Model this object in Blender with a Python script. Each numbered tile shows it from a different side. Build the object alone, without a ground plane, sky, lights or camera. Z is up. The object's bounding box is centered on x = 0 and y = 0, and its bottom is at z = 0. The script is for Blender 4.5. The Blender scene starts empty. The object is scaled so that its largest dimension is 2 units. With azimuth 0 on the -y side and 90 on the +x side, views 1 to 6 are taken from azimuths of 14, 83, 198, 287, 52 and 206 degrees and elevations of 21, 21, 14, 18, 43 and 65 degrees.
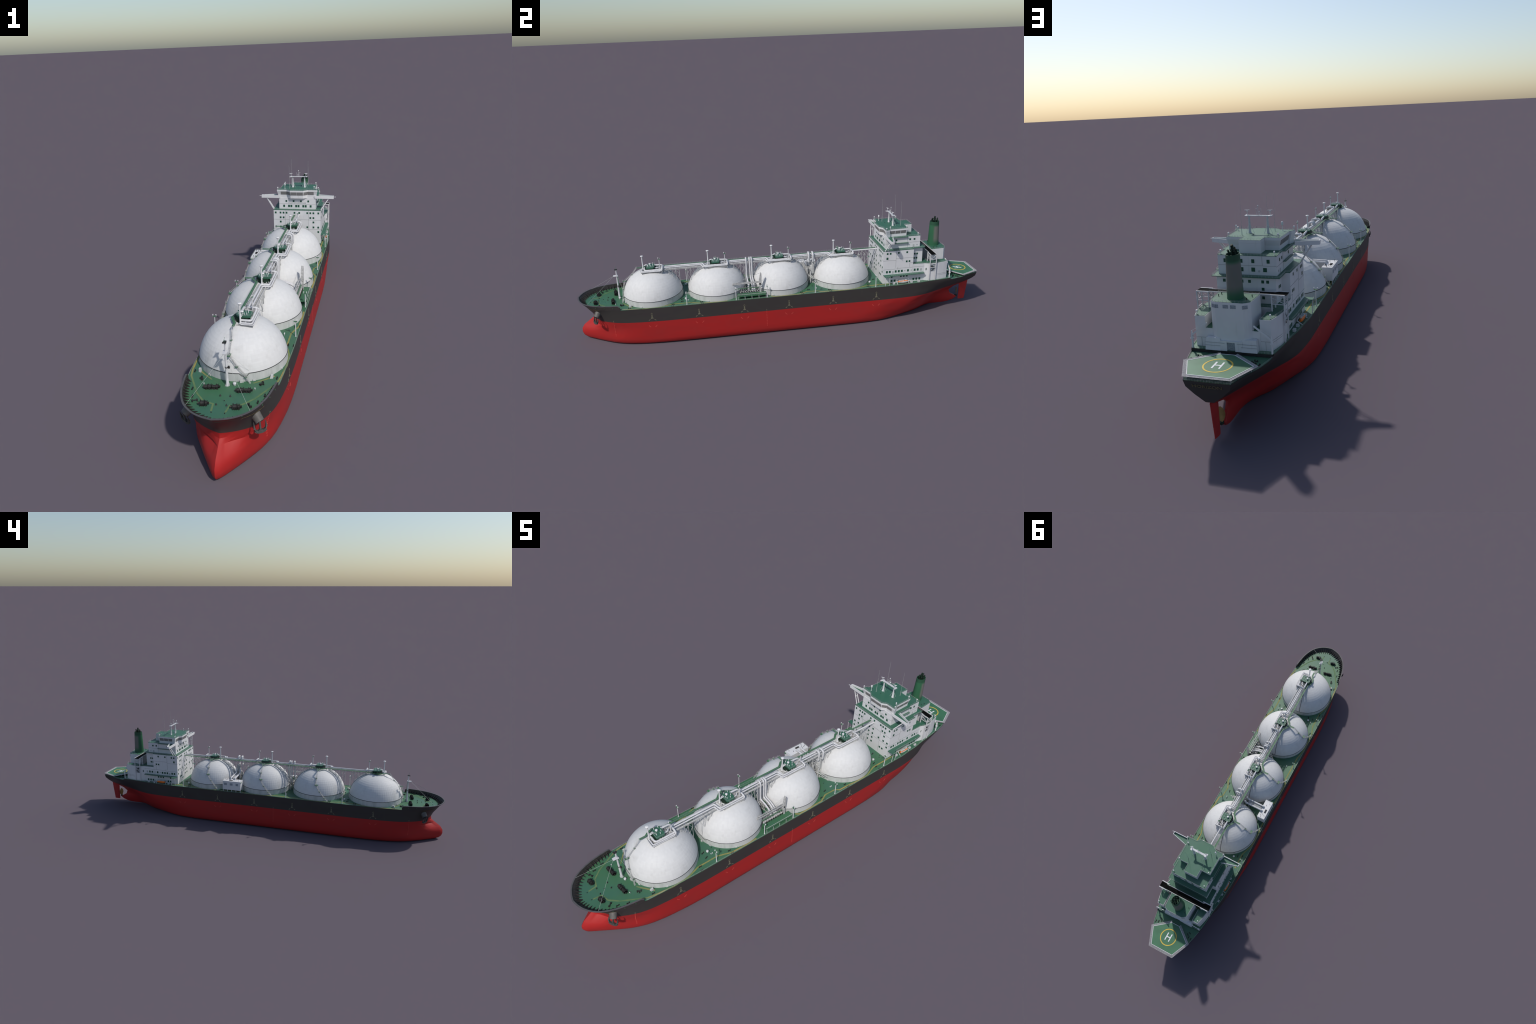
"""Liquefied-gas carrier ship with four dome tanks.  Bow at -y, stern at +y, metres."""
import bpy, math, random
import numpy as np
from mathutils import Vector, Matrix

random.seed(7)
rng = random.Random(7)

# ------------------------------------------------------------------ materials
MATS = {}


class NT:
    """Small helper that writes shader node graphs."""

    def __init__(self, name, rough=0.55, metal=0.0, spec=0.3):
        m = bpy.data.materials.new(name)
        m.use_nodes = True
        self.m, self.t = m, m.node_tree
        self.b = self.t.nodes["Principled BSDF"]
        self.b.inputs["Roughness"].default_value = rough
        self.b.inputs["Metallic"].default_value = metal
        self.b.inputs["Specular IOR Level"].default_value = spec
        tc = self.t.nodes.new("ShaderNodeTexCoord")
        self.obj = tc.outputs["Object"]
        MATS[name] = m

    def link(self, a, b):
        self.t.links.new(a, b)

    def val(self, sock, v):
        if hasattr(v, "is_output") or isinstance(v, bpy.types.NodeSocket):
            self.link(v, sock)
        else:
            if isinstance(v, (tuple, list)) and len(v) == 3 and len(sock.default_value) == 4:
                v = (*v, 1.0)
            sock.default_value = v

    def mapping(self, scale, src=None, loc=(0, 0, 0)):
        n = self.t.nodes.new("ShaderNodeMapping")
        n.inputs["Scale"].default_value = scale
        n.inputs["Location"].default_value = loc
        self.link(src or self.obj, n.inputs["Vector"])
        return n.outputs["Vector"]

    def noise(self, scale, detail=3, rough=0.55, stretch=(1, 1, 1), loc=(0, 0, 0), src=None):
        n = self.t.nodes.new("ShaderNodeTexNoise")
        n.inputs["Scale"].default_value = scale
        n.inputs["Detail"].default_value = detail
        n.inputs["Roughness"].default_value = rough
        self.link(self.mapping(stretch, src, loc), n.inputs["Vector"])
        return n.outputs["Fac"]

    def white(self, vec):
        n = self.t.nodes.new("ShaderNodeTexWhiteNoise")
        self.link(vec, n.inputs["Vector"])
        return n.outputs["Value"]

    def sep(self):
        n = self.t.nodes.new("ShaderNodeSeparateXYZ")
        self.link(self.obj, n.inputs[0])
        return n.outputs

    def comb(self, x, y, z):
        n = self.t.nodes.new("ShaderNodeCombineXYZ")
        for s, v in zip(n.inputs, (x, y, z)):
            self.val(s, v)
        return n.outputs[0]

    def math(self, op, a, b=0.0):
        n = self.t.nodes.new("ShaderNodeMath")
        n.operation = op
        self.val(n.inputs[0], a)
        self.val(n.inputs[1], b)
        return n.outputs[0]

    def rng(self, v, a, b, lo=0.0, hi=1.0, smooth=True):
        n = self.t.nodes.new("ShaderNodeMapRange")
        n.interpolation_type = "SMOOTHSTEP" if smooth else "LINEAR"
        self.val(n.inputs["Value"], v)
        n.inputs["From Min"].default_value = a
        n.inputs["From Max"].default_value = b
        n.inputs["To Min"].default_value = lo
        n.inputs["To Max"].default_value = hi
        return n.outputs["Result"]

    def mix(self, fac, a, b, mode="MIX"):
        n = self.t.nodes.new("ShaderNodeMix")
        n.data_type = "RGBA"
        n.blend_type = mode
        self.val(n.inputs[0], fac)
        self.val(n.inputs[6], a)
        self.val(n.inputs[7], b)
        return n.outputs[2]

    def color(self, c):
        self.val(self.b.inputs["Base Color"], c)

    def bump(self, h, strength=0.2, dist=0.001):
        n = self.t.nodes.new("ShaderNodeBump")
        n.inputs["Strength"].default_value = strength
        n.inputs["Distance"].default_value = dist
        self.link(h, n.inputs["Height"])
        self.link(n.outputs[0], self.b.inputs["Normal"])


def plain(name, col, rough=0.55, metal=0.0, spec=0.3, vary=0.12, scale=60):
    n = NT(name, rough, metal, spec)
    f = n.noise(scale, 3)
    d = tuple(c * (1 - vary) for c in col)
    l = tuple(min(1, c * (1 + vary)) for c in col)
    n.color(n.mix(n.rng(f, 0.3, 0.7), d, l))
    return n.m


RED, BLACK = (0.365, 0.0185, 0.0175), (0.044, 0.038, 0.037)
WHITE = (0.68, 0.68, 0.68)

# hull: red antifouling below the waterline, charcoal topsides above
n = NT("hull_paint", 0.5, 0, 0.25)
x, y, z = n.sep()
edge = n.rng(z, 0.1214, 0.1232)
scuff = n.noise(9, 4, 0.6, (1, 1, 3))
streak = n.noise(30, 3, 0.6, (1, 3, 0.25))
red = n.mix(n.rng(scuff, 0.35, 0.7), RED, (0.335, 0.021, 0.020))
red = n.mix(n.rng(streak, 0.58, 0.8, 0, 0.35), red, (0.31, 0.032, 0.029))
blk = n.mix(n.rng(scuff, 0.35, 0.7), BLACK, (0.046, 0.043, 0.039))
blk = n.mix(n.rng(streak, 0.6, 0.8, 0, 0.35), blk, (0.064, 0.058, 0.050))
n.color(n.mix(edge, red, blk))

# decks
n = NT("deck_green", 0.52, 0, 0.5)
a = n.noise(7, 4, 0.6)
b = n.noise(45, 3, 0.6, loc=(3, 1, 0))
c = n.mix(n.rng(a, 0.35, 0.68), (0.046, 0.140, 0.066), (0.044, 0.132, 0.084))
c = n.mix(n.rng(b, 0.5, 0.8, 0, 0.5), c, (0.062, 0.125, 0.066))
n.color(c)
n = NT("roof_green", 0.52, 0, 0.5)
a = n.noise(14, 4, 0.6)
c = n.mix(n.rng(a, 0.35, 0.68), (0.032, 0.122, 0.072), (0.044, 0.124, 0.084))
n.color(c)
plain("grating_green", (0.048, 0.140, 0.066), 0.55, spec=0.5, vary=0.35, scale=400)
plain("trunk_green", (0.008, 0.024, 0.014), 0.7, vary=0.4, scale=90)

# white superstructure with rain streaks
n = NT("house_white", 0.5, 0, 0.3)
s = n.noise(60, 4, 0.65, (1, 1, 0.12))
g = n.noise(10, 3, 0.6)
c = n.mix(n.rng(g, 0.3, 0.7), (0.665, 0.665, 0.67), (0.615, 0.615, 0.62))
c = n.mix(n.rng(s, 0.56, 0.78, 0, 0.55), c, (0.47, 0.47, 0.46))
n.color(c)

# tank covers: plate grid, soft dirt
n = NT("dome_white", 0.62, 0, 0.3)
x, y, z = n.sep()
lon = n.math("MULTIPLY", n.math("ARCTAN2", y, x), 36 / math.pi)
lat = n.math("MULTIPLY", n.math("ARCTAN2", z, n.math("SQRT", n.math("ADD", n.math("MULTIPLY", x, x), n.math("MULTIPLY", y, y)))), 36 / math.pi)
cell = n.comb(n.math("FLOOR", lon), n.math("FLOOR", lat), 0.0)
plate = n.rng(n.white(cell), 0, 1, 0, 1, False)
base = n.mix(plate, (0.585, 0.585, 0.582), (0.615, 0.615, 0.610))
blot = n.noise(16, 4, 0.65)
runs = n.noise(28, 3, 0.6, (1, 1, 0.25), loc=(2, 5, 1))
base = n.mix(n.rng(blot, 0.55, 0.75, 0, 0.5), base, (0.46, 0.455, 0.44))
base = n.mix(n.rng(runs, 0.6, 0.8, 0, 0.3), base, (0.45, 0.445, 0.425))
n.color(base)
n = NT("skirt_white", 0.55, 0, 0.25)
s = n.noise(40, 4, 0.65, (1, 1, 0.15))
n.color(n.mix(n.rng(s, 0.4, 0.75), (0.50, 0.51, 0.50), (0.38, 0.40, 0.38)))

# funnel: green with a sooty grey panel on its after side
n = NT("funnel_paint", 0.5, 0, 0.3)
x, y, z = n.sep()
f = n.noise(40, 3, 0.6, (1, 1, 0.3))
side = n.rng(n.math("ADD", y, n.math("MULTIPLY", f, 0.006)), 0.772, 0.785)
band = n.math("MULTIPLY", n.rng(z, 0.338, 0.372), n.rng(z, 0.438, 0.425))
gr = n.mix(n.rng(z, 0.434, 0.440), (0.032, 0.118, 0.060), (0.026, 0.080, 0.045))
n.color(n.mix(n.math("MULTIPLY", side, band), gr, (0.148, 0.150, 0.132)))

plain("pipe_grey", (0.56, 0.56, 0.57), 0.45, vary=0.08, scale=80)
plain("steel_grey", (0.43, 0.43, 0.42), 0.5, vary=0.2, scale=120)
plain("truss_grey", (0.46, 0.46, 0.45), 0.6, vary=0.2, scale=120)
plain("lamp_white", (0.68, 0.68, 0.68), 0.4, vary=0.04)
plain("rail_white", (0.42, 0.44, 0.42), 0.5, vary=0.1)
plain("rail_green", (0.085, 0.20, 0.115), 0.6, vary=0.15)
plain("iron_black", (0.026, 0.025, 0.024), 0.55, vary=0.3, scale=150)
plain("anchor_grey", (0.060, 0.060, 0.056), 0.55, vary=0.2)
plain("hawse_grey", (0.115, 0.108, 0.100), 0.55, vary=0.2)
plain("bulwark_black", (0.035, 0.032, 0.030), 0.6, vary=0.2)
plain("rim_grey", (0.085, 0.082, 0.085), 0.5, vary=0.1)
plain("beam_black", (0.004, 0.004, 0.004), 0.8, spec=0.05, vary=0.3)
plain("seam_dark", (0.045, 0.048, 0.047), 0.7, vary=0.1)
plain("panel_line", (0.27, 0.28, 0.28), 0.7, vary=0.1)
plain("door_grey", (0.40, 0.41, 0.41), 0.6, vary=0.1)
plain("vent_grille", (0.27, 0.30, 0.33), 0.6, vary=0.2, scale=300)
plain("window_green", (0.016, 0.075, 0.045), 0.3, spec=0.4, vary=0.25, scale=200)
plain("glass_grey", (0.195, 0.190, 0.185), 0.4, spec=0.4, vary=0.06)
plain("helideck_green", (0.045, 0.150, 0.075), 0.5, spec=0.5, vary=0.08, scale=30)
plain("marking_white", (0.72, 0.72, 0.73), 0.6, vary=0.05)
plain("marking_yellow", (0.62, 0.44, 0.075), 0.6, vary=0.08)
plain("net_grey", (0.36, 0.35, 0.36), 0.7, vary=0.35, scale=500)
plain("rudder_red", (0.40, 0.028, 0.026), 0.5, vary=0.08)
plain("boat_orange", (0.72, 0.16, 0.02), 0.45, vary=0.08)
plain("boat_grey", (0.52, 0.53, 0.50), 0.5, vary=0.15)
plain("propeller_bronze", (0.30, 0.22, 0.08), 0.4, 0.3, vary=0.15)
plain("mark_olive", (0.160, 0.150, 0.100), 0.6, vary=0.25, scale=150)
plain("mark_pink", (0.50, 0.055, 0.045), 0.6, vary=0.1)
plain("name_gold", (0.150, 0.120, 0.060), 0.6, vary=0.2, scale=200)
plain("name_pale", (0.40, 0.41, 0.41), 0.6, vary=0.2)
n = NT("walk_yellow", 0.7, 0, 0.2)     # worn yellow line on the green deck
wear = n.noise(55, 4, 0.65)
big = n.noise(9, 2, 0.5)
w = n.math("ADD", n.math("MULTIPLY", wear, 0.5), n.math("MULTIPLY", big, 0.5))
x, y, z = n.sep()
fade = n.rng(y, -0.80, -0.70)          # mooring traffic has worn the forward part away
strong = n.mix(n.rng(w, 0.36, 0.62), (0.34, 0.26, 0.085), (0.17, 0.215, 0.082))
faint = n.mix(n.rng(w, 0.40, 0.60), (0.125, 0.190, 0.086), (0.080, 0.165, 0.076))
n.color(n.mix(fade, faint, strong))


# ------------------------------------------------------------------ mesh kit
class MB:
    def __init__(self):
        self.v, self.f, self.s = [], [], []

    def add(self, verts, faces, smooth=False):
        o = len(self.v)
        self.v += [tuple(map(float, p)) for p in verts]
        self.f += [tuple(i + o for i in f) for f in faces]
        self.s += [smooth] * len(faces)
        return self

    def box(self, x0, x1, y0, y1, z0, z1):
        x0, x1 = sorted((x0, x1)); y0, y1 = sorted((y0, y1)); z0, z1 = sorted((z0, z1))
        v = [(x, y, z) for z in (z0, z1) for y in (y0, y1) for x in (x0, x1)]
        return self.add(v, [(0, 2, 3, 1), (4, 5, 7, 6), (0, 1, 5, 4), (2, 6, 7, 3), (0, 4, 6, 2), (1, 3, 7, 5)])

    def cbox(self, c, d):
        return self.box(c[0] - d[0] / 2, c[0] + d[0] / 2, c[1] - d[1] / 2, c[1] + d[1] / 2, c[2] - d[2] / 2, c[2] + d[2] / 2)

    def prism(self, pts, z0, z1, top=None):
        """Vertical prism over a plan polygon; 'top' may give another polygon for a taper."""
        top = top or pts
        n = len(pts)
        area = sum(pts[i][0] * pts[(i + 1) % n][1] - pts[(i + 1) % n][0] * pts[i][1] for i in range(n))
        if area < 0:
            pts, top = pts[::-1], top[::-1]
        v = [(p[0], p[1], z0) for p in pts] + [(p[0], p[1], z1) for p in top]
        f = [tuple(range(n))[::-1], tuple(range(n, 2 * n))]
        f += [(i, (i + 1) % n, n + (i + 1) % n, n + i) for i in range(n)]
        return self.add(v, f)

    def frame(self, d):
        d = Vector(d).normalized()
        a = Vector((0, 0, 1)) if abs(d.z) < 0.95 else Vector((0, 1, 0))
        u = d.cross(a).normalized()
        return u, d.cross(u).normalized()

    def cyl(self, p, q, r, r2=None, n=8, caps=True, ell=1.0):
        r2 = r if r2 is None else r2
        p, q = Vector(p), Vector(q)
        u, w = self.frame(q - p)
        v = []
        for c, rr in ((p, r), (q, r2)):
            for i in range(n):
                t = 2 * math.pi * (i + 0.5) / n
                v.append(c + u * (math.cos(t) * rr) + w * (math.sin(t) * rr * ell))
        self.add(v, [(i, n + i, n + (i + 1) % n, (i + 1) % n) for i in range(n)], n > 5)
        if caps:
            self.add(v, [tuple(range(n)), tuple(range(n, 2 * n))[::-1]])
        return self

    def bar(self, p, q, w, h=None):
        """Rectangular bar between two points (h measured along the second frame axis)."""
        h = w if h is None else h
        p, q = Vector(p), Vector(q)
        u, k = self.frame(q - p)
        v = []
        for c in (p, q):
            for a, b in ((-1, -1), (1, -1), (1, 1), (-1, 1)):
                v.append(c + u * a * w / 2 + k * b * h / 2)
        return self.add(v, [(0, 4, 5, 1), (1, 5, 6, 2), (2, 6, 7, 3), (3, 7, 4, 0), (0, 1, 2, 3), (7, 6, 5, 4)])

    def tube(self, path, r, n=8, fillet=0.0):
        P = [Vector(p) for p in path]
        if fillet:
            out = [P[0]]
            for a, b, c in zip(P, P[1:], P[2:]):
                la, lc = (a - b).length, (c - b).length
                k = min(fillet, la * 0.45, lc * 0.45)
                s, e = b + (a - b).normalized() * k, b + (c - b).normalized() * k
                for i in range(5):
                    t = i / 4
                    out.append(s * (1 - t) ** 2 + b * 2 * t * (1 - t) + e * t * t)
            P = out + [P[-1]]
        m = len(P)
        rings = []
        u = None
        for i in range(m):
            d = (P[min(i + 1, m - 1)] - P[max(i - 1, 0)]).normalized()
            if u is None:
                u, _ = self.frame(d)
            u = (u - d * u.dot(d)).normalized()
            w = d.cross(u)
            rings.append([P[i] + u * math.cos(2 * math.pi * k / n) * r + w * math.sin(2 * math.pi * k / n) * r for k in range(n)])
        v = [p for ring in rings for p in ring]
        f = []
        for i in range(m - 1):
            for k in range(n):
                f.append((i * n + k, i * n + (k + 1) % n, (i + 1) * n + (k + 1) % n, (i + 1) * n + k))
        self.add(v, f, n > 4)
        return self.add(rings[0] + rings[-1], [tuple(range(n))[::-1], tuple(range(n, 2 * n))])

    def lathe(self, prof, c=(0, 0, 0), n=24, smooth=True, sx=1.0, sy=1.0):
        v, f = [], []
        for r, z in prof:
            for i in range(n):
                t = 2 * math.pi * i / n
                v.append((c[0] + r * math.cos(t) * sx, c[1] + r * math.sin(t) * sy, c[2] + z))
        for j in range(len(prof) - 1):
            for i in range(n):
                f.append((j * n + i, j * n + (i + 1) % n, (j + 1) * n + (i + 1) % n, (j + 1) * n + i))
        self.add(v, f, smooth)
        a = len(prof) - 1
        caps = []
        if prof[0][0] > 1e-6: caps.append(tuple(range(n))[::-1])
        if prof[-1][0] > 1e-6: caps.append(tuple(a * n + i for i in range(n)))
        return self.add(v, caps) if caps else self

    def ball(self, c, r, n=8, sz=1.0):
        return self.lathe([(max(1e-7, r * math.sin(math.pi * k / (n - 2))), -r * sz * math.cos(math.pi * k / (n - 2))) for k in range(n - 1)], c, n)

    def merge(self, o, M=None):
        M = M or Matrix()
        k = len(self.v)
        self.v += [tuple(M @ Vector(p)) for p in o.v]
        self.f += [tuple(i + k for i in f) for f in o.f]
        self.s += o.s
        return self

    def mesh(self, name):
        me = bpy.data.meshes.new(name)
        me.from_pydata(self.v, [], self.f)
        me.polygons.foreach_set("use_smooth", self.s)
        me.update()
        return me


def put(name, src, mat, parent, loc=(0, 0, 0), stuff=False, rot=0.0):
    me = src if isinstance(src, bpy.types.Mesh) else src.mesh(name)
    if not me.materials:
        me.materials.append(MATS[mat])
    ob = bpy.data.objects.new(name, me)
    bpy.context.scene.collection.objects.link(ob)
    ob.location = loc
    ob.rotation_euler[2] = rot
    if parent is not None:
        ob.parent = parent
        if parent.parent is not None or parent.type == "MESH":
            ob.matrix_parent_inverse = Matrix.Translation(-Vector(parent["at"]) if "at" in parent else Vector((0, 0, 0)))
    ob["at"] = tuple(ob.location)
    if stuff:
        ob["kind"] = "stuff"
    return ob


def repeat(name, me, mat, parent, places):
    return [put(name, me, mat, parent, p[:3], rot=(p[3] if len(p) > 3 else 0.0)) for p in places]


ship = bpy.data.objects.new("gas_carrier_ship", None)
bpy.context.scene.collection.objects.link(ship)
ship["label"] = "red and black tanker ship with four white domes"
ship["category"] = "ship"

def fix(me, ang=35):
    import bmesh
    bm = bmesh.new(); bm.from_mesh(me)
    bmesh.ops.remove_doubles(bm, verts=bm.verts, dist=1e-5)
    bmesh.ops.recalc_face_normals(bm, faces=bm.faces)
    for e in bm.edges:
        if len(e.link_faces) == 2 and e.calc_face_angle(0) > math.radians(ang):
            e.smooth = False
    bm.to_mesh(me); bm.free()
    return me



# ------------------------------------------------------------------ hull form
def pchip(xs, ys):
    xs, ys = np.array(xs, float), np.array(ys, float)
    h, d = np.diff(xs), np.diff(ys) / np.diff(xs)
    m = np.zeros(len(xs))
    for i in range(1, len(xs) - 1):
        if d[i - 1] * d[i] > 0:
            w1, w2 = 2 * h[i] + h[i - 1], h[i] + 2 * h[i - 1]
            m[i] = (w1 + w2) / (w1 / d[i - 1] + w2 / d[i])
    m[0], m[-1] = d[0], d[-1]

    def f(x):
        x = min(max(x, xs[0]), xs[-1])
        i = min(max(int(np.searchsorted(xs, x)) - 1, 0), len(xs) - 2)
        t = (x - xs[i]) / h[i]
        return float((1 + 2 * t) * (1 - t) ** 2 * ys[i] + t * (1 - t) ** 2 * h[i] * m[i] + t * t * (3 - 2 * t) * ys[i + 1] + t * t * (t - 1) * h[i] * m[i + 1])
    return f


HB = 0.1520      # half beam
# waterlines: height -> (y, half breadth) from stem to stern
WL = {
    0.000: [(-.972, .0), (-.960, .012), (-.939, .026), (-.885, .059), (-.824, .091), (-.769, .112), (-.70, .124), (-.60, .131), (-.45, .1350), (.35, .1350), (.45, .129), (.50, .119), (.589, .090), (.636, .0725), (.67, .0605), (.70, .043), (.748, .0125), (.78, .004), (.86, .002)],
    0.004: [(-.981, .0), (-.970, .011), (-.940, .032), (-.886, .066), (-.825, .099), (-.77, .1185), (-.70, .131), (-.60, .139), (-.45, .1420), (.33, .1420), (.45, .136), (.50, .126), (.60, .092), (.65, .073), (.70, .050), (.75, .020), (.80, .007), (.884, .003)],
    0.014: [(-.992, .0), (-.985, .010), (-.975, .0175), (-.941, .039), (-.887, .072), (-.828, .105), (-.773, .124), (-.70, .1365), (-.60, .146), (-.50, .1487), (.28, .1487), (.45, .142), (.55, .120), (.60, .104), (.65, .083), (.70, .058), (.75, .028), (.80, .012), (.85, .0065), (.912, .005)],
    0.030: [(-.998, .0), (-.990, .011), (-.975, .0195), (-.942, .0425), (-.888, .0755), (-.83, .108), (-.775, .1265), (-.70, .139), (-.60, .1475), (-.50, HB), (.32, HB), (.45, .145), (.55, .128), (.60, .119), (.65, .102), (.70, .078), (.75, .047), (.80, .021), (.85, .012), (.90, .0105), (.928, .010)],
    0.050: [(-.9965, .0), (-.989, .0095), (-.970, .024), (-.944, .043), (-.89, .076), (-.84, .103), (-.79, .1225), (-.72, .138), (-.60, .148), (-.50, HB), (.38, HB), (.50, .144), (.55, .139), (.60, .131), (.65, .117), (.70, .096), (.75, .059), (.80, .029), (.85, .011), (.893, .004)],
    0.070: [(-.983, .0), (-.979, .0045), (-.955, .026), (-.925, .052), (-.89, .0755), (-.85, .0975), (-.80, .119), (-.74, .136), (-.64, .147), (-.52, HB), (.42, HB), (.52, .146), (.60, .139), (.65, .127), (.70, .106), (.75, .070), (.80, .040), (.85, .016), (.886, .003)],
    0.090: [(-.956, .0), (-.951, .0025), (-.930, .016), (-.910, .044), (-.888, .0735), (-.85, .101), (-.80, .121), (-.74, .137), (-.64, .1475), (-.52, HB), (.46, HB), (.55, .1475), (.60, .1455), (.65, .135), (.70, .116), (.75, .087), (.80, .058), (.85, .033), (.909, .006)],
    0.106: [(-.9345, .0), (-.929, .010), (-.918, .032), (-.904, .058), (-.888, .080), (-.85, .105), (-.80, .1245), (-.74, .139), (-.64, .148), (-.52, HB), (.50, HB), (.60, .1475), (.65, .139), (.70, .121), (.75, .100), (.80, .075), (.85, .0505), (.90, .030), (.957, .005)],
    0.122: [(-.9315, .0), (-.928, .012), (-.916, .042), (-.902, .066), (-.887, .0855), (-.85, .1085), (-.80, .129), (-.74, .1405), (-.64, .1485), (-.52, HB), (.54, HB), (.60, .149), (.65, .1445), (.70, .133), (.75, .113), (.80, .0915), (.85, .0705), (.90, .050), (.95, .029), (.989, .011)],
    0.143: [(-.941, .0), (-.937, .013), (-.923, .045), (-.905, .072), (-.885, .093), (-.85, .113), (-.80, .132), (-.74, .142), (-.64, .149), (-.52, HB), (.55, HB), (.60, .1485), (.65, .143), (.70, .131), (.75, .1185), (.80, .1055), (.85, .0895), (.90, .0705), (.95, .0500), (.9925, .038)],
    0.164: [(-.956, .0), (-.952, .014), (-.938, .048), (-.917, .077), (-.893, .098), (-.86, .1155), (-.81, .1325), (-.74, .143), (-.64, .149), (-.52, HB), (.55, HB), (.60, .148), (.65, .1435), (.70, .1345), (.75, .1265), (.80, .1185), (.85, .1075), (.90, .0910), (.95, .0710), (.9955, .060)],
    0.182: [(-.969, .0), (-.965, .015), (-.952, .047), (-.930, .077), (-.906, .098), (-.87, .1175), (-.82, .133), (-.75, .1435), (-.64, .149), (-.52, HB), (.55, HB), (.60, .148), (.65, .1445), (.70, .1370), (.75, .1315), (.80, .1260), (.85, .1165), (.90, .1035), (.95, .082), (.999, .0640)],
    0.192: [(-.9765, .0), (-.9725, .016), (-.959, .050), (-.937, .082), (-.912, .104), (-.875, .121), (-.83, .1335), (-.76, .1437), (-.64, .149), (-.52, HB), (.55, HB), (.60, .148), (.65, .1445), (.70, .1370), (.75, .1315), (.80, .1260), (.85, .1165), (.90, .1035), (.95, .082), (.999, .0640)],
    0.2128: [(-.9945, .0), (-.990, .022), (-.980, .050), (-.960, .079), (-.940, .0975), (-.920, .1095), (-.90, .1185), (-.87, .1285), (-.84, .1345), (-.81, .139), (-.76, .1435), (-.64, .149), (-.52, HB), (.55, HB), (.999, .064)],
}
LEVELS = sorted(WL)
WF = {k: pchip(*zip(*v)) for k, v in WL.items()}


def half_breadth(y, z):
    z = min(max(z, LEVELS[0]), LEVELS[-1])
    i = max(j for j, l in enumerate(LEVELS) if l <= z)
    if i == len(LEVELS) - 1:
        i -= 1
    a, b = LEVELS[i], LEVELS[i + 1]
    t = (z - a) / (b - a)
    va = WF[a](y) if y >= WL[a][0][0] else 0.0
    vb = WF[b](y) if y >= WL[b][0][0] else 0.0
    return va * (1 - t) + vb * t


DECK = 0.1915          # main deck height
AFT_DECK = 0.1815      # mooring deck at the stern, one step lower
STEP = 0.831           # where the deck steps down


def stations():
    f = [0, .0012, .003, .006, .01, .015, .021, .028, .036, .045, .055, .066, .078, .09, .105, .12, .14, .16, .18]
    f += list(np.linspace(.205, .70, 20)) + list(np.linspace(.72, .985, 30)) + [.993, 1.0]
    return f


def hull_mesh():
    hull_levels = [l for l in LEVELS if l <= 0.182] + [0.192]
    S = stations()
    mb = MB()
    idx = {}
    for li, l in enumerate(hull_levels):
        y0, y1 = WL[l][0][0], WL[l][-1][0]
        for si, s in enumerate(S):
            y = y0 + (y1 - y0) * s
            b = WF[l](y)
            zz = l
            if l == 0.192 and y > STEP:
                zz = 0.1825
            for sg in (1, -1):
                idx[(li, si, sg)] = len(mb.v)
                mb.v.append((sg * b, y, zz))
    F = []
    nl, ns = len(hull_levels), len(S)
    for li in range(nl - 1):
        for si in range(ns - 1):
            q = [idx[(li, si, 1)], idx[(li, si + 1, 1)], idx[(li + 1, si + 1, 1)], idx[(li + 1, si, 1)]]
            F.append(tuple(q))
            q = [idx[(li, si, -1)], idx[(li + 1, si, -1)], idx[(li + 1, si + 1, -1)], idx[(li, si + 1, -1)]]
            F.append(tuple(q))
        F.append((idx[(li, ns - 1, 1)], idx[(li, ns - 1, -1)], idx[(li + 1, ns - 1, -1)], idx[(li + 1, ns - 1, 1)]))
    for si in range(ns - 1):
        F.append((idx[(0, si, 1)], idx[(0, si, -1)], idx[(0, si + 1, -1)], idx[(0, si + 1, 1)]))
    mb.f, mb.s = F, [True] * len(F)
    me = mb.mesh("hull")
    import bmesh
    bm = bmesh.new()
    bm.from_mesh(me)
    bmesh.ops.remove_doubles(bm, verts=bm.verts, dist=1e-5)
    bmesh.ops.recalc_face_normals(bm, faces=bm.faces)
    for e in bm.edges:
        if len(e.link_faces) == 2 and e.calc_face_angle(0) > math.radians(38):
            e.smooth = False
    bm.to_mesh(me)
    bm.free()
    return me


hull = put("hull", hull_mesh(), "hull_paint", ship)


def outline(z, y0, y1, n, inset=0.0):
    ys = [y0 + (y1 - y0) * (1 - math.cos(math.pi * 0.5 * i / n)) if y0 < -0.9 else y0 + (y1 - y0) * i / n for i in range(n + 1)]
    pr = [(max(0.0005, half_breadth(y, z) - inset), y) for y in ys]
    return pr + [(-b, y) for b, y in pr[::-1]]


mb = MB()
mb.prism(outline(0.192, -0.9750, STEP, 110, 0.0016), DECK - 0.0006, DECK)
put("deck", mb, "deck_green", ship)
mb = MB()
mb.prism(outline(0.182, STEP - 0.0005, 0.997, 24, 0.0012), AFT_DECK - 0.0006, AFT_DECK)
put("mooring_deck", mb, "deck_green", ship)
mb = MB()
b = half_breadth(STEP, .19) - 0.0015
mb.box(-b, b, STEP - 0.001, STEP + 0.0005, AFT_DECK - 0.002, DECK - 0.0003)
put("deck_step", mb, "bulwark_black", ship)

# bulwark around the forecastle, flared outwards with a grey capping
TOPZ = 0.2128
BW_END = -0.7835


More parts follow.
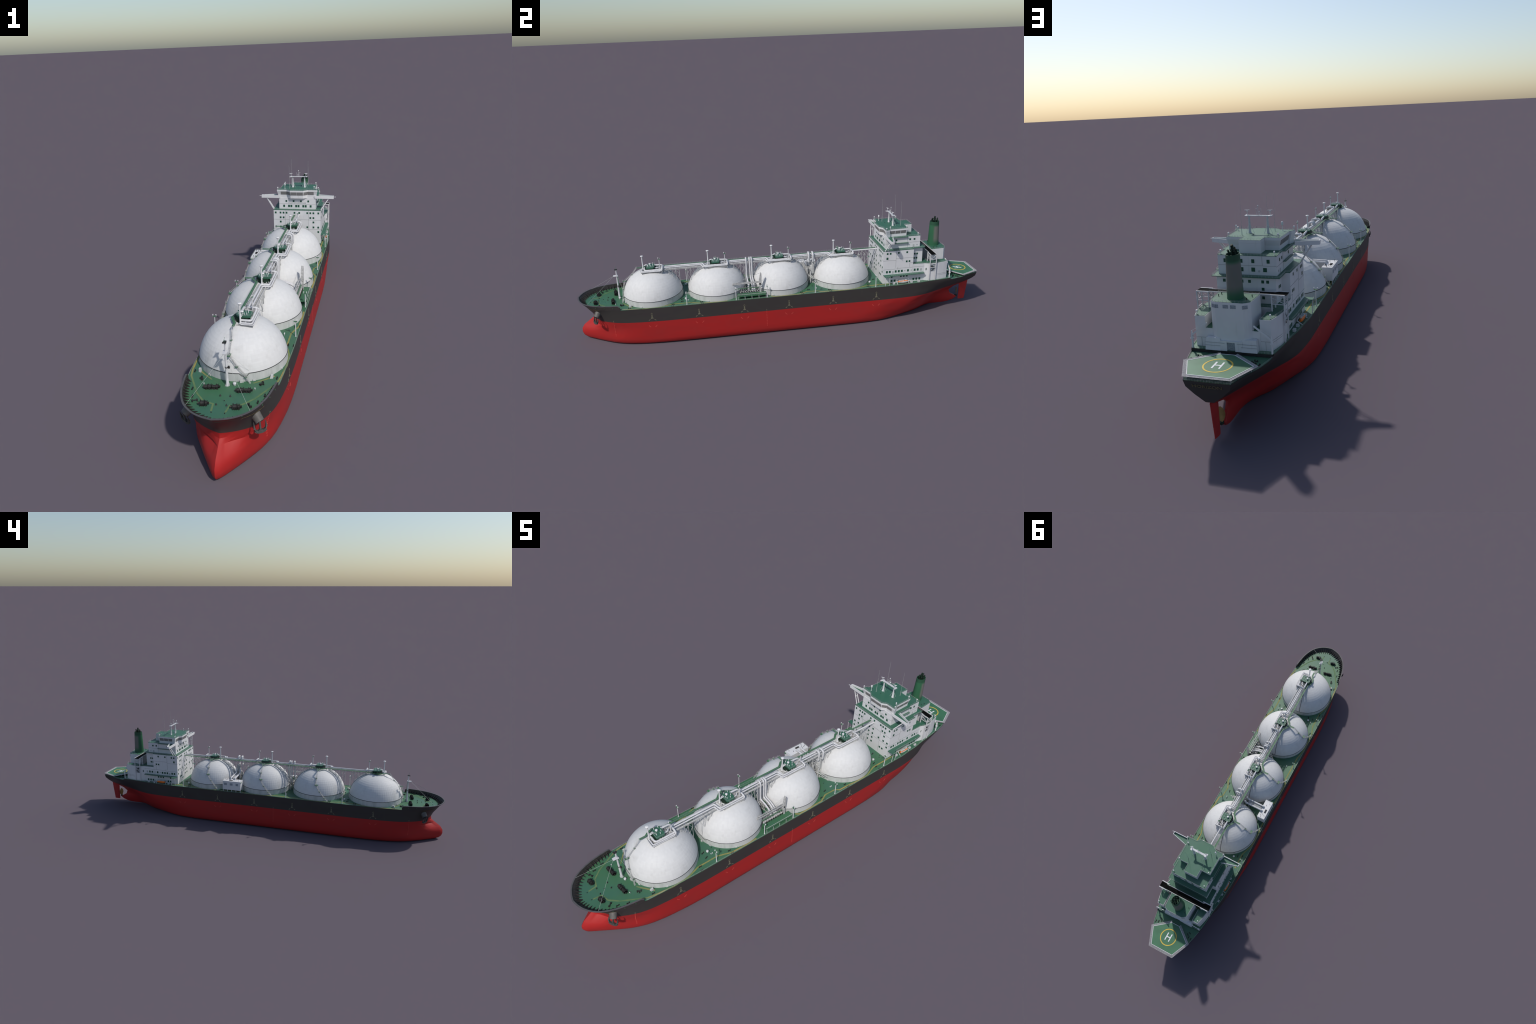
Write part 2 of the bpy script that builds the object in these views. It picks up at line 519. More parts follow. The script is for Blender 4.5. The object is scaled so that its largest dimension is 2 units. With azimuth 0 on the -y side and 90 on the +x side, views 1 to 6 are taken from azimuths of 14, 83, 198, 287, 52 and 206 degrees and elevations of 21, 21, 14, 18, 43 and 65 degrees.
def bulwark():
    mb, rim = MB(), MB()
    ys0 = WL[0.192][0][0]
    yt0 = WL[TOPZ][0][0]
    N = 70
    half = []
    for i in range(N + 1):
        s = 1 - math.cos(math.pi / 2 * i / N)
        yb = ys0 + (BW_END - ys0) * s
        yt = yt0 + (BW_END - yt0) * s
        zt = TOPZ - 0.0075 * max(0, (s - 0.93) / 0.07) ** 2
        half.append((WF[0.192](yb), yb, WF[TOPZ](yt), yt, zt))
    T = 0.0042
    for sg in (1, -1):
        v = []
        for k, (bb, yb, bt, yt, zt) in enumerate(half):
            a, c = half[max(0, k - 1)], half[min(N, k + 1)]
            tx, ty = c[2] - a[2], c[3] - a[3]
            L = math.hypot(tx, ty) or 1
            nx, ny = ty / L, -tx / L          # outward
            if k == 0: nx, ny = 0, -1
            ib, iy = max(0, bt - nx * T), yt - ny * T
            jb, jy = max(0, bb - nx * T), yb - ny * T
            if k == 0: ib = jb = 0
            v += [(sg * bb, yb, .192), (sg * bt, yt, zt), (sg * ib, iy, zt), (sg * jb, jy, .1905)]
            rim_o = 0.0006
            rim.v += [(sg * max(0, bt + nx * rim_o), yt + ny * rim_o, zt + .0009), (sg * max(0, ib - nx * rim_o), iy - ny * rim_o, zt + .0009),
                      (sg * max(0, bt + nx * rim_o), yt + ny * rim_o, zt - .0008), (sg * max(0, ib - nx * rim_o), iy - ny * rim_o, zt - .0008)]
        o = len(mb.v)
        f = []
        for k in range(N):
            a = o + 4 * k
            for p, q in ((0, 1), (1, 2), (2, 3)):
                f.append((a + p, a + 4 + p, a + 4 + q, a + q))
        f.append(tuple(o + 4 * N + i for i in range(4)))
        mb.v += v; mb.f += f; mb.s += [True] * len(f)
        ro = len(rim.v) - 4 * (N + 1)
        rf = []
        for k in range(N):
            a = ro + 4 * k
            for p, q in ((0, 1), (1, 3), (3, 2), (2, 0)):
                rf.append((a + p, a + 4 + p, a + 4 + q, a + q))
        rim.f += rf; rim.s += [True] * len(rf)
    return mb, rim, half


bw, rim, half = bulwark()


put("bulwark", fix(bw.mesh("bulwark")), "hull_paint", ship)
put("bulwark_capping", fix(rim.mesh("bulwark_capping")), "rim_grey", ship)
# inner lining + triangular stiffener brackets
lin = MB()
for sg in (1, -1):
    v = []
    for bb, yb, bt, yt, zt in half:
        v += [(sg * max(0, bb - .0046), yb + (.0035 if bb < .06 else .001), .1917), (sg * max(0, bt - .0046), yt + (.0036 if bt < .06 else .001), zt - .001)]
    o = len(lin.v)
    lin.v += v
    lin.f += [(o + 2 * k, o + 2 * k + 1, o + 2 * k + 3, o + 2 * k + 2) for k in range(len(half) - 1)]
    lin.s += [True] * (len(half) - 1)
put("bulwark_lining", fix(lin.mesh("bulwark_lining")), "bulwark_black", ship)
arc = [0.0]
for a, c in zip(half, half[1:]):
    arc.append(arc[-1] + math.hypot(c[2] - a[2], c[3] - a[3]))
spots = []
d = 0.006
while d < arc[-1] - 0.004:
    k = max(i for i, s in enumerate(arc) if s <= d)
    t = (d - arc[k]) / (arc[k + 1] - arc[k])
    spots.append([half[k][j] * (1 - t) + half[k + 1][j] * t for j in range(5)] + [k])
    d += 0.0150
brk = MB()
for sg in (1, -1):
    for bb, yb, bt, yt, zt, k in spots:
        a, c = half[k], half[k + 1]
        t = Vector((c[2] - a[2], c[3] - a[3], 0)).normalized()
        inn = Vector((-t.y, t.x, 0))
        top = Vector((bt, yt, zt - .002)) + inn * .002
        bot = Vector((bb, yb, .192)) + inn * .001
        toe = Vector((bb, yb, .192)) + inn * .0170
        v = []
        for s in (-.0011, .0011):
            for p in (top, bot, toe):
                q = p + t * s
                v.append((sg * q.x, q.y, q.z))
        brk.add(v, [(0, 1, 2), (3, 5, 4), (0, 3, 4, 1), (1, 4, 5, 2), (2, 5, 3, 0)])
put("bulwark_bracket", brk, "bulwark_black", ship, stuff=True)

# ------------------------------------------------------------------ stern gear
mb = MB()
prof = [(.9425, .0105), (.9755, .0105), (.9885, .1175), (.9405, .1035)]
thick = [0.0042, 0.0012]
v = []
for yf, ya, zz in ((.9425, .9755, .0105), (.9415, .9885, .1190)):
    for u, w in ((0, .0012), (.25, .0042), (.6, .0036), (1, .0008)):
        yy = yf + (ya - yf) * u
        v += [(w, yy, zz), (-w, yy, zz)]
f = []
for k in range(3):
    a = 2 * k
    f += [(a, a + 2, a + 10, a + 8), (a + 1, a + 9, a + 11, a + 3), (a, a + 1, a + 3, a + 2), (a + 8, a + 10, a + 11, a + 9)]
f += [(0, 8, 9, 1), (6, 7, 15, 14)]
mb.add(v, f)
put("rudder", fix(mb.mesh("rudder"), 50), "rudder_red", ship)

prop = MB()
HUBZ, HUBY = 0.0310, 0.9300
rows = []
for i in range(13):
    t = i / 12
    w = .0152 * math.sin(math.pi * (0.10 + 0.90 * t) ** 1.35) ** 0.62 if t < 1 else .0012
    pitch = math.radians(24 - 16 * t)
    zz = HUBZ + .004 + .0440 * t
    rows.append([(w * s * math.cos(pitch), HUBY + -w * s * math.sin(pitch), zz) for s in (-1, -.5, 0, .5, 1)])
v = []
for off in (-.0007, .0007):
    for row in rows:
        v += [(p[0], p[1] + off * (1 - .5 * abs(k - 2) / 2), p[2]) for k, p in enumerate(row)]
m = 5 * len(rows)
f = []
for i in range(len(rows) - 1):
    for j in range(4):
        q = (i * 5 + j, i * 5 + j + 1, i * 5 + j + 6, i * 5 + j + 5)
        f += [q, tuple(x + m for x in q[::-1])]
    f += [(i * 5, (i + 1) * 5, (i + 1) * 5 + m, i * 5 + m), (i * 5 + 4, i * 5 + 4 + m, (i + 1) * 5 + 4 + m, (i + 1) * 5 + 4)]
f.append(tuple(range(m - 5, m)) + tuple(range(2 * m - 1, 2 * m - 6, -1)))
prop.add(v, f, True)
prop_ob = put("propeller_blade", fix(prop.mesh("propeller_blade"), 50), "propeller_bronze", ship)
hub = MB()
hub.cyl((0, .9250, HUBZ - .001), (0, .9350, HUBZ - .001), .0062, .0040, n=14)
put("propeller_hub", hub, "trunk_green", prop_ob)

# ------------------------------------------------------------------ cargo tanks
TANKS = [-0.637 + 0.3105 * i for i in range(4)]
R, ZC, RINGZ = 0.1455, 0.1862, 0.2190
DY = 0.0025           # the tank centre lies a little aft of the crown fittings
DIP = math.radians(-90 + 16)      # stair-foot notch in the cover seam, forward side
th0 = math.asin((RINGZ - ZC) / R)
prof = []
NB = 14
for i in range(NB + 1):
    t = th0 + (math.pi / 2 - 0.12 - th0) * i / NB
    bulge = 0.0026 * math.sin(2 * t) ** 4
    prof.append(((R + bulge) * math.cos(t), (R + bulge) * math.sin(t)))
dome = MB().lathe(prof, n=68, smooth=False).mesh("tank_dome")
skirt = MB().lathe([(.1430, DECK - .001), (.1428, .1945), (.1418, RINGZ + .0004)], n=96, smooth=True).mesh("tank_skirt")


def seam():
    mb = MB()
    r = R * math.cos(th0) + .0004
    pts = []
    N = 120
    for i in range(N + 1):
        a = 2 * math.pi * i / N
        d = abs((a - (DIP % (2 * math.pi)) + math.pi) % (2 * math.pi) - math.pi)
        pts.append((a, RINGZ if d > .085 else RINGZ - .0085))
    path = [(r * math.cos(a), r * math.sin(a), zz) for a, zz in pts]
    mb.tube(path, .0012, 5)
    for xe in (-.02,):            # edges of the pipe fairing down the after side
        a = math.pi / 2 - math.asin(xe / R)
        p = []
        for i in range(10):
            t = th0 + (1.18 - th0) * i / 9
            bl = R + 0.0026 * math.sin(2 * t) ** 4 + .0002
            p.append((bl * math.cos(t) * math.cos(a), bl * math.cos(t) * math.sin(a), ZC + bl * math.sin(t)))
        mb.tube(p, .0011, 5)
    # stair-foot recess panel
    return mb


seam_me = seam().mesh("cover_seam")

# hatch platform on each crown
plat_pts = [(.034, -.016), (.034, .0175), (.023, .0215), (-.0155, .0215), (-.0155, -.009), (-.007, -.0180)]
platform = MB().prism(plat_pts, .3435, .3490).mesh("hatch_platform")
trunk = MB().lathe([(.030, .318), (.029, .326), (.0265, .330), (.0265, .3434)], (.004, .001, 0), 14, False).mesh("hatch_trunk")
hat = MB()
hat.lathe([(.0032, .349), (.0032, .354), (.0052, .3545), (.0052, .3575), (.003, .3585)], (.003, 0, 0), 14)
for px, py in ((.020, -.008), (.022, .006), (.012, .014), (-.009, .013), (-.009, -.004), (.012, -.010)):
    hat.cyl((px, py, .349), (px, py, .3555), .0011, n=6)
    hat.ball((px, py, .3555), .0018, 7)
for dx in (-.003, 0, .003):
    hat.tube([(.003 + dx, -.012, .349), (.003 + dx, -.014, .3535), (.004 + dx * 1.4, -.022, .3535), (.0045, -.031, .3480)], .0011, 6, .003)
hat.tube([(.0045, -.030, .3485), (.0045, -.034, .348)], .0017, 6)
hat_me = hat.mesh("hatch_fitting")

vent = MB()
vent.lathe([(.0048, .331), (.0032, .334), (.0028, .338), (.0026, .392), (.0030, .3945), (.0064, .3990), (.0070, .4004), (.0060, .4014), (.0001, .4018)], (.0052, -.0335, 0), 14)
vent_me = vent.mesh("vent_mast")
lamp_deck = MB()
lamp_deck.cyl((.0255, .047, .325), (.0255, .047, .385), .0022, .0017, n=8)
lamp_deck_me = lamp_deck.mesh("lamp_post")


def lamp_head(dirx=1.0, heads=((-.0055, 0), (.0055, 0)), w=.0135, d=.0055):
    """green shelf + white floodlights, origin at the shelf"""
    shelf, lights = MB(), MB()
    shelf.box(-w / 2, w / 2, -d / 2, d / 2, 0, .0016)
    for hx, hy in heads:
        lights.cyl((hx, hy, .0016), (hx, hy, .0045), .0009, n=6)
        lights.cyl((hx - .0012, hy, .0066), (hx + .0012, hy, .0066), .0022, .0026, n=8)
    for sx in (-1, 1):
        for sy in (-1, 1):
            lights.cyl((sx * w / 2, sy * d / 2, .001), (sx * w / 2, sy * d / 2, .0062), .00025, n=4)
    return shelf.mesh("lamp_shelf"), lights.mesh("floodlight")


shelf_me, flood_me = lamp_head()
shelf2_me, flood2_me = lamp_head(heads=((-.004, 0),), w=.009, d=.006)


def rails(mb, path, h=.0062, gap=.007, r=.00028, z_mid=True):
    """posts and two rails along a polyline"""
    P = [Vector(p) for p in path]
    for a, b in zip(P, P[1:]):
        L = (b - a).length
        if L < 1e-5: continue
        n = max(1, int(round(L / gap)))
        for i in range(n + 1):
            p = a.lerp(b, i / n)
            mb.cyl(p, p + Vector((0, 0, h)), r * .85, n=4, caps=False)
        for k in ((1.0, .5) if z_mid else (1.0,)):
            mb.cyl(a + Vector((0, 0, h * k)), b + Vector((0, 0, h * k)), r * .75, n=4, caps=False)


def strip(mb, path, w, t=.0016):
    """flat walkway along a path, mitred"""
    P = [Vector(p) for p in path]
    L, Rr = [], []
    for i, p in enumerate(P):
        a = (p - P[i - 1]) if i else (P[1] - p)
        c = (P[i + 1] - p) if i < len(P) - 1 else a
        a = Vector((a.x, a.y, 0)).normalized(); c = Vector((c.x, c.y, 0)).normalized()
        na, nc = Vector((-a.y, a.x, 0)), Vector((-c.y, c.x, 0))
        m = (na + nc)
        m = m / max(.3, m.length_squared / 2) / 1.0
        m = m * 1.0
        L.append(p + m * w / 2); Rr.append(p - m * w / 2)
    n = len(P)
    v = L + Rr + [p - Vector((0, 0, t)) for p in L] + [p - Vector((0, 0, t)) for p in Rr]
    f = []
    for i in range(n - 1):
        f += [(i, n + i, n + i + 1, i + 1), (2 * n + i, 2 * n + i + 1, 3 * n + i + 1, 3 * n + i),
              (i, i + 1, 2 * n + i + 1, 2 * n + i), (n + i, 3 * n + i, 3 * n + i + 1, n + i + 1)]
    f += [(0, 2 * n, 3 * n, n), (n - 1, 2 * n - 1, 4 * n - 1, 3 * n - 1)]
    mb.add(v, f)
    return L, Rr


def ladder(mb, a, b, w=.0045, steps=10):
    a, b = Vector(a), Vector(b)
    d = b - a
    u = Vector((-d.y, d.x, 0))
    u = u.normalized() if u.length > 1e-6 else Vector((1, 0, 0))
    for s in (-1, 1):
        mb.bar(a + u * s * w / 2, b + u * s * w / 2, .0007, .0014)
        mb.cyl(a + u * s * w / 2 + Vector((0, 0, .006)), b + u * s * w / 2 + Vector((0, 0, .006)), .0003, n=4)
    for i in range(steps + 1):
        p = a.lerp(b, i / steps)
        mb.bar(p - u * w / 2, p + u * w / 2, .0012, .0005)


WZ = .3372
side_me = None
rail_mb = MB()       # all thin white railings end up in one part
tank_objs = []
for ti, cy in enumerate(TANKS):
    T = put("storage_tank", dome, "dome_white", ship, (0, cy + DY, ZC))
    tank_objs.append(T)
    put("tank_skirt", skirt, "skirt_white", T, (0, cy + DY, 0))
    put("cover_seam", seam_me, "seam_dark", T, (0, cy + DY, 0))
    put("hatch_trunk", trunk, "trunk_green", T, (0, cy, 0))
    put("hatch_platform", platform, "roof_green", T, (0, cy, 0))
    put("hatch_fitting", hat_me, "lamp_white", T, (0, cy, 0))
    put("vent_mast", vent_me, "lamp_white", T, (0, cy, 0))
    put("lamp_post", lamp_deck_me, "pipe_grey", T, (0, cy, 0))
    put("lamp_shelf", shelf2_me, "grating_green", T, (.0255, cy + .047, .385), rot=1.57)
    put("floodlight", flood2_me, "lamp_white", T, (.0255, cy + .047, .385), rot=1.57)
    rails(rail_mb, [(p[0], p[1] + cy, .349) for p in plat_pts + plat_pts[:1]], .006, .008, .00022)

# crown platforms: pale grating base the pipes rest on
cr = MB()
for cy in TANKS:
    cr.box(-.008, .046, cy - .040, cy + .060, .3262, .3275)
    for yy in np.linspace(cy - .036, cy + .056, 8):
        for xx in (.044, .030):
            cr.box(xx - .0006, xx + .0006, yy - .0006, yy + .0006, .315, .3263)
    # pipe clutter aft of the platform: cross members and valves
    for yy in (.027, .034, .041, .052, .057):
        cr.bar((-.002, cy + yy, .336), (.043, cy + yy + rng.uniform(-.004, .004), .336), .0016)
    for k in range(9):
        a = (rng.uniform(.004, .040), cy + rng.uniform(.022, .058), .3275)
        cr.cyl(a, (a[0], a[1], .3275 + rng.uniform(.008, .016)), rng.uniform(.0010, .0022), n=7)
    for k in range(7):
        a = (rng.uniform(.006, .030), cy + rng.uniform(-.036, -.022), .3275)
        cr.cyl(a, (a[0], a[1], .3275 + rng.uniform(.006, .012)), rng.uniform(.0010, .0018), n=7)
    cr.bar((.000, cy + .022, .339), (.041, cy + .058, .339), .0018)
put("pipe_support", cr, "steel_grey", ship, stuff=True)

# ------------------------------------------------------------------ pipe rack along the crowns
pipes = MB()
Z1, Z2 = .3386, .3352
for i, cy in enumerate(TANKS):
    y_prev = TANKS[i - 1] + .053 if i else None
    # line 1 and 2: over the crown on the +x side, with a dog-leg at the front
    if i:
        pipes.tube([(.0065, y_prev, Z1), (.0065, cy - .0600, Z1), (.0370, cy - .0535, Z1 - .002), (.0360, cy + .056, Z1 - .003), (.0360, cy + .058, Z1 + .004), (.0065, cy + .058, Z1 + .004), (.0065, cy + .064, Z1)], .0036, 10, .007)
        pipes.tube([(.0150, y_prev + .004, Z2), (.0150, cy - .0660, Z2), (.0440, cy - .0610, Z2 - .001), (.0430, cy + .057, Z2 - .002), (.0430, cy + .058, Z2 + .006), (.0150, cy + .060, Z2 + .006), (.0150, cy + .066, Z2)], .0028, 10, .006)
    else:
        pipes.tube([(.004, cy - .026, Z1), (.0300, cy - .026, Z1), (.0365, cy - .020, Z1 - .002), (.0360, cy + .056, Z1 - .003), (.0360, cy + .058, Z1 + .004), (.0065, cy + .058, Z1 + .004), (.0065, cy + .066, Z1)], .0040, 10, .006)
        pipes.tube([(.0090, cy - .037, Z2), (.0430, cy - .037, Z2), (.0430, cy + .057, Z2 - .002), (.0430, cy + .058, Z2 + .006), (.0150, cy + .060, Z2 + .006), (.0150, cy + .066, Z2)], .0028, 10, .006)
        pipes.tube([(.0090, cy - .043, Z2 - .002), (.0480, cy - .043, Z2 - .002), (.0480, cy + .050, Z2 - .003)], .0018, 8, .004)
        pipes.tube([(.0040, cy - .033, Z2 - .006), (.0040, cy - .026, Z1), (.006, cy - .026, Z1)], .0030, 8, .003)
    # branch leaving the platform aft on the -x side
    pipes.tube([(-.004, cy + .019, .3455), (-.004, cy + .054, .3440), (-.004, cy + .060, .338)], .0042, 10, .006)
    pipes.tube([(.018, cy + .0225, .340), (.020, cy + .036, .340), (.010, cy + .044, .340)], .0028, 8, .005)
    pipes.tube([(.040, cy + .006, .333), (.026, cy + .010, .334)], .0024, 8)
    pipes.tube([(.041, cy - .002, .331), (.030, cy - .002, .336)], .0028, 8)
y = TANKS[3] + .060
pipes.tube([(.0100, y, Z1), (.0110, .4832, Z1)], .0036, 10)
put("cargo_pipe", pipes, "pipe_grey", ship)

small = MB()
for i in range(3):
    y0, y1 = TANKS[i] + .062, TANKS[i + 1] - .050
    small.cyl((.0005, y0, .3370), (.0005, y1, .3370), .0010, n=6)
    small.cyl((-.0030, y0, .3350), (-.0030, y1, .3350), .0010, n=6)
    small.cyl((.0258, y0, .3316), (.0258, y1, .3316), .0022, n=8)
    n = 44
    for k in range(n + 1):
        yy = y0 + (y1 - y0) * k / n
        small.box(-.0070, .0270, yy - .0004, yy + .0004, .3272, .3279)
for i in range(3):
    y0, y1 = TANKS[i] + .055, TANKS[i + 1] - .045
    for xx in (-.0070, .0270):
        small.box(xx - .0007, xx + .0007, y0, y1, .3262, .3279)
put("pipe_rack", small, "truss_grey", ship, stuff=True)


def crown_z(x, y, cy):
    q = R * R - x * x - (y - cy - DY) ** 2
    return ZC + math.sqrt(q) - .0005 if q > 0 and ZC + math.sqrt(q) > RINGZ else DECK


tr = MB()
BENTS = (.0870, .1035, .1200, .1365)       # bents fore and aft of each crown
for ti, cy in enumerate(TANKS):
    for side in (-1, 1):
        if side < 0 and ti == 0:
            continue
        for xx in (-.0155, .0258):
            feet = []
            for k, o in enumerate(BENTS):
                yy = cy + side * o
                zb = crown_z(xx, yy, cy)
                if zb < .2: zb = .232
                feet.append((yy, zb))
                tr.cyl((xx, yy, zb), (xx, yy, .3265), .00085, n=5)
            top = .3240
            # diagonal bracing: down, up, then a K in the tallest bay
            for (ya, za), (yb, zb), kind in zip(feet, feet[1:], (0, 1, 2)):
                if kind == 0: tr.cyl((xx, ya, top), (xx, yb, zb + .003), .0006, n=4)
                if kind == 1: tr.cyl((xx, ya, za + .002), (xx, yb, top), .0006, n=4)
                if kind == 2:
                    m = za + (top - za) * .60
                    tr.cyl((xx, ya, top), (xx, yb, m), .0006, n=4)
                    tr.cyl((xx, ya, za + .003), (xx, yb, m), .0006, n=4)
        for o in BENTS[1:]:
            yy = cy + side * o
            tr.cyl((-.0155, yy, .3230), (.0258, yy, .3230), .0006, n=4)
            tr.cyl((-.0155, yy, .2990), (.0258, yy, .3230), .0005, n=4)
put("trestle", tr, "truss_grey", ship, stuff=True)

# walkway: straight runs with a loop round each hatch on the -x side
walk = MB()
P = [(-.0120, TANKS[0] + .030, WZ)]
for cy in TANKS[1:]:
    P += [(-.0130, cy - .034, WZ), (-.0320, cy - .012, WZ), (-.0335, cy + .010, WZ), (-.0180, cy + .032, WZ), (-.0128, cy + .044, WZ)]
P += [(-.0120, .4818, WZ)]
L, Rr = strip(walk, P, .0085)
rails(rail_mb, L, .0060, .0125, .00015); rails(rail_mb, Rr, .0060, .0125, .00015)
c0 = TANKS[0]
Q = [(-.0120, c0 + .030, WZ - .0002), (-.0230, c0 + .016, WZ - .0002), (-.0280, c0 - .006, WZ - .0002), (-.0190, c0 - .028, WZ - .0002), (-.0105, c0 - .040, WZ - .0002), (-.0105, c0 - .066, WZ - .0002)]
L, Rr = strip(walk, Q, .0080)
rails(rail_mb, L, .0060, .0125, .00015)
for cy in TANKS[1:]:
    L, Rr = strip(walk, [(-.0330, cy + .0015, WZ - .0003), (-.0660, cy + .0015, WZ - .0003)], .0082)
    rails(rail_mb, L, .0065, .008, .00022); rails(rail_mb, Rr, .0065, .008, .00022)
walk_ob = put("walkway", walk, "grating_green", ship)

# stairs down the domes
st, land = MB(), MB()
for cy in TANKS[1:]:
    pts = [(-.0660, cy + .0015, WZ), (-.0945, cy + .0015, .3035), (-.1225, cy + .0000, .2745), (-.1330, cy - .0240, .2415), (-.1400, cy - .0515, .2105), (-.1435, cy - .073, DECK)]
    for k in range(5):
        ladder(st, pts[k], pts[k + 1], .0045, 9)
    land.box(-.0985, -.0915, cy - .0025, cy + .0055, .3020, .3034)
    land.box(-.1290, -.1185, cy - .0130, cy + .0045, .2730, .2744)
    land.box(-.1370, -.1290, cy - .0290, cy - .0200, .2400, .2414)
    land.box(-.1440, -.1370, cy - .0560, cy - .0480, .2090, .2104)
    for px, py, pz in pts[1:5]:
        rails(rail_mb, [(px - .005, py - .005, pz), (px - .005, py + .005, pz)], .0065, .005, .00025)
        st.cyl((px, py, pz - .002), (px * .96, py, pz - .012), .0005, n=4)
pts = [(-.0105, c0 - .066, WZ), (-.0105, c0 - .0905, .3040), (-.0085, c0 - .1285, .2745), (.0150, c0 - .1370, .2420), (.0420, c0 - .1380, .2095), (.056, c0 - .142, DECK)]
for k in range(5):
    ladder(st, pts[k], pts[k + 1], .0045, 9)
for (px, py, pz), (w, d) in zip(pts[1:5], ((.007, .006), (.009, .018), (.009, .007), (.008, .007))):
    land.box(px - w / 2, px + w / 2, py - d / 2, py + d / 2, pz - .0014, pz)
    rails(rail_mb, [(px - w / 2, py - d / 2, pz), (px + w / 2, py - d / 2, pz)], .0065, .005, .00025)
put("dome_stair", st, "truss_grey", ship, stuff=True)
repeat_land = put("stair_landing", land, "grating_green", ship)

# loading bends: loops dropping from the rack
lp = MB()
for k, (yy, xo) in enumerate(((.132, .031), (.152, .0345))):
    lp.tube([(.0065, yy + .0, .3412), (.0090, yy, .3520), (xo, yy, .3520), (xo, yy, .3060), (.018, yy, .3020)], .0042, 10, .011)
for yy, kx, ky in ((-.1775, .0270, .008), (-.1605, .0265, .006), (-.1510, .0275, .006)):
    lp.tube([(.0065, yy, .3412), (.0085, yy, .3500), (kx, yy, .3500), (kx, yy, .2540), (.0600, yy, .2560 - .004), (.0860, yy + .001, .2400), (.1000, yy + .001, .2160), (.1060, yy + .001, .2135)], .0037, 10, .011)
for yy, xx in ((-.1450, .012), (-.1562, .004), (-.1672, .004), (-.1820, .016)):
    lp.tube([(xx, yy, .3300), (xx, yy, .2350), (xx + .012, yy, .2200)], .0030, 8, .006)
put("loading_pipe", lp, "pipe_grey", ship)
dr = MB()
dr.lathe([(.0125, .240), (.0125, .300), (.0100, .304), (.0040, .305)], (.012, .151, 0), 16)
dr.lathe([(.0060, DECK), (.0060, .240)], (.012, .151, 0), 10)
for xx, yy, zz, rr in ((.004, .128, .262, .006), (.026, .140, .250, .004), (-.010, .138, .270, .005)):
    dr.lathe([(rr, DECK), (rr, zz), (rr * .5, zz + .003)], (xx, yy, 0), 10)
dr.bar((-.012, .138, .268), (.03, .138, .262), .003)
put("vapour_drum", dr, "steel_grey", ship)
cl = MB()
for ty in (-.168, .142):
    for k in range(16):
        a = (rng.uniform(-.02, .075) if ty < 0 else rng.uniform(-.06, .03), ty + rng.uniform(-.014, .014), DECK)
        cl.cyl(a, (a[0], a[1], rng.uniform(.205, .246)), rng.uniform(.0008, .0018), n=6)
    for k in range(7):
        zz = rng.uniform(.205, .24)
        xx = rng.uniform(-.02, .03)
        cl.cyl((xx, ty + rng.uniform(-.014, .014), zz), (xx + (rng.uniform(.03, .06)), ty + rng.uniform(-.014, .014), zz), rng.uniform(.001, .002), n=6)
put("deck_piping", cl, "steel_grey", ship, stuff=True)
gp = MB()
gp.box(.030, .050, -.1735, -.1645, .2420, .2435)
gp.box(.062, .080, -.1735, -.1645, .2240, .2255)
gp.box(.030, .050, .1360, .1480, .2280, .2295)
put("valve_platform", gp, "grating_green", ship)

# big ducts to the machinery house on the -x side
du = MB()
for yy in (.132, .1555):
    du.tube([(-.018, yy + .001, .2880), (-.0230, yy, .2640), (-.0480, yy, .2635), (-.1120, yy, .2620), (-.1160, yy, .2560), (-.1160, yy, .2520)], .0045, 12, .008)
for k, yy in enumerate((.1395, .1435, .1475)):
    du.tube([(-.0300, yy, .2600), (-.1060, yy, .2580), (-.1080, yy, .2520)], .0014, 7, .003)
put("machinery_duct", du, "pipe_grey", ship)
mh = MB()
mh.box(-.1468, -.1062, .0895, .1940, .2030, .2535)
mh_ob = put("machinery_house", mh, "house_white", ship)
mh2 = MB()
for yy in np.linspace(.0915, .1920, 5):
    for xx in (-.1455, -.1075):
        mh2.box(xx - .0012, xx + .0012, yy - .0012, yy + .0012, DECK, .2032)
put("house_leg", mh2, "pipe_grey", mh_ob)
g = MB()
for y0, y1 in ((.1030, .1175), (.1358, .1520), (.1695, .1860)):
    g.box(-.1474, -.1460, y0, y1, .2290, .2420)
put("vent_grille", g, "vent_grille", mh_ob)
rf = MB()
for k in range(6):
    rf.box(-.1380, -.1290, .1580 - .0036 * k, .1596 - .0036 * k, .2535, .2560)
for px, py in ((-.124, .186), (-.138, .176), (-.122, .118), (-.136, .104), (-.115, .166), (-.120, .178), (-.128, .170)):
    rf.cyl((px, py, .2535), (px, py, .2585), .0008, n=6)
    rf.ball((px, py, .2590), .0014, 7)
put("roof_vent", rf, "iron_black", mh_ob)
rails(rail_mb, [(-.1462, .0900, .2535), (-.1462, .1935, .2535), (-.1068, .1935, .2535)], .006, .010, .00022)
rails(rail_mb, [(-.1462, .0900, .2535), (-.1068, .0900, .2535)], .006, .010, .00022)
sb = MB()
sb.box(-.1462, -.137, .0840, .0893, .2480, .2492)
put("side_step", sb, "grating_green", mh_ob)

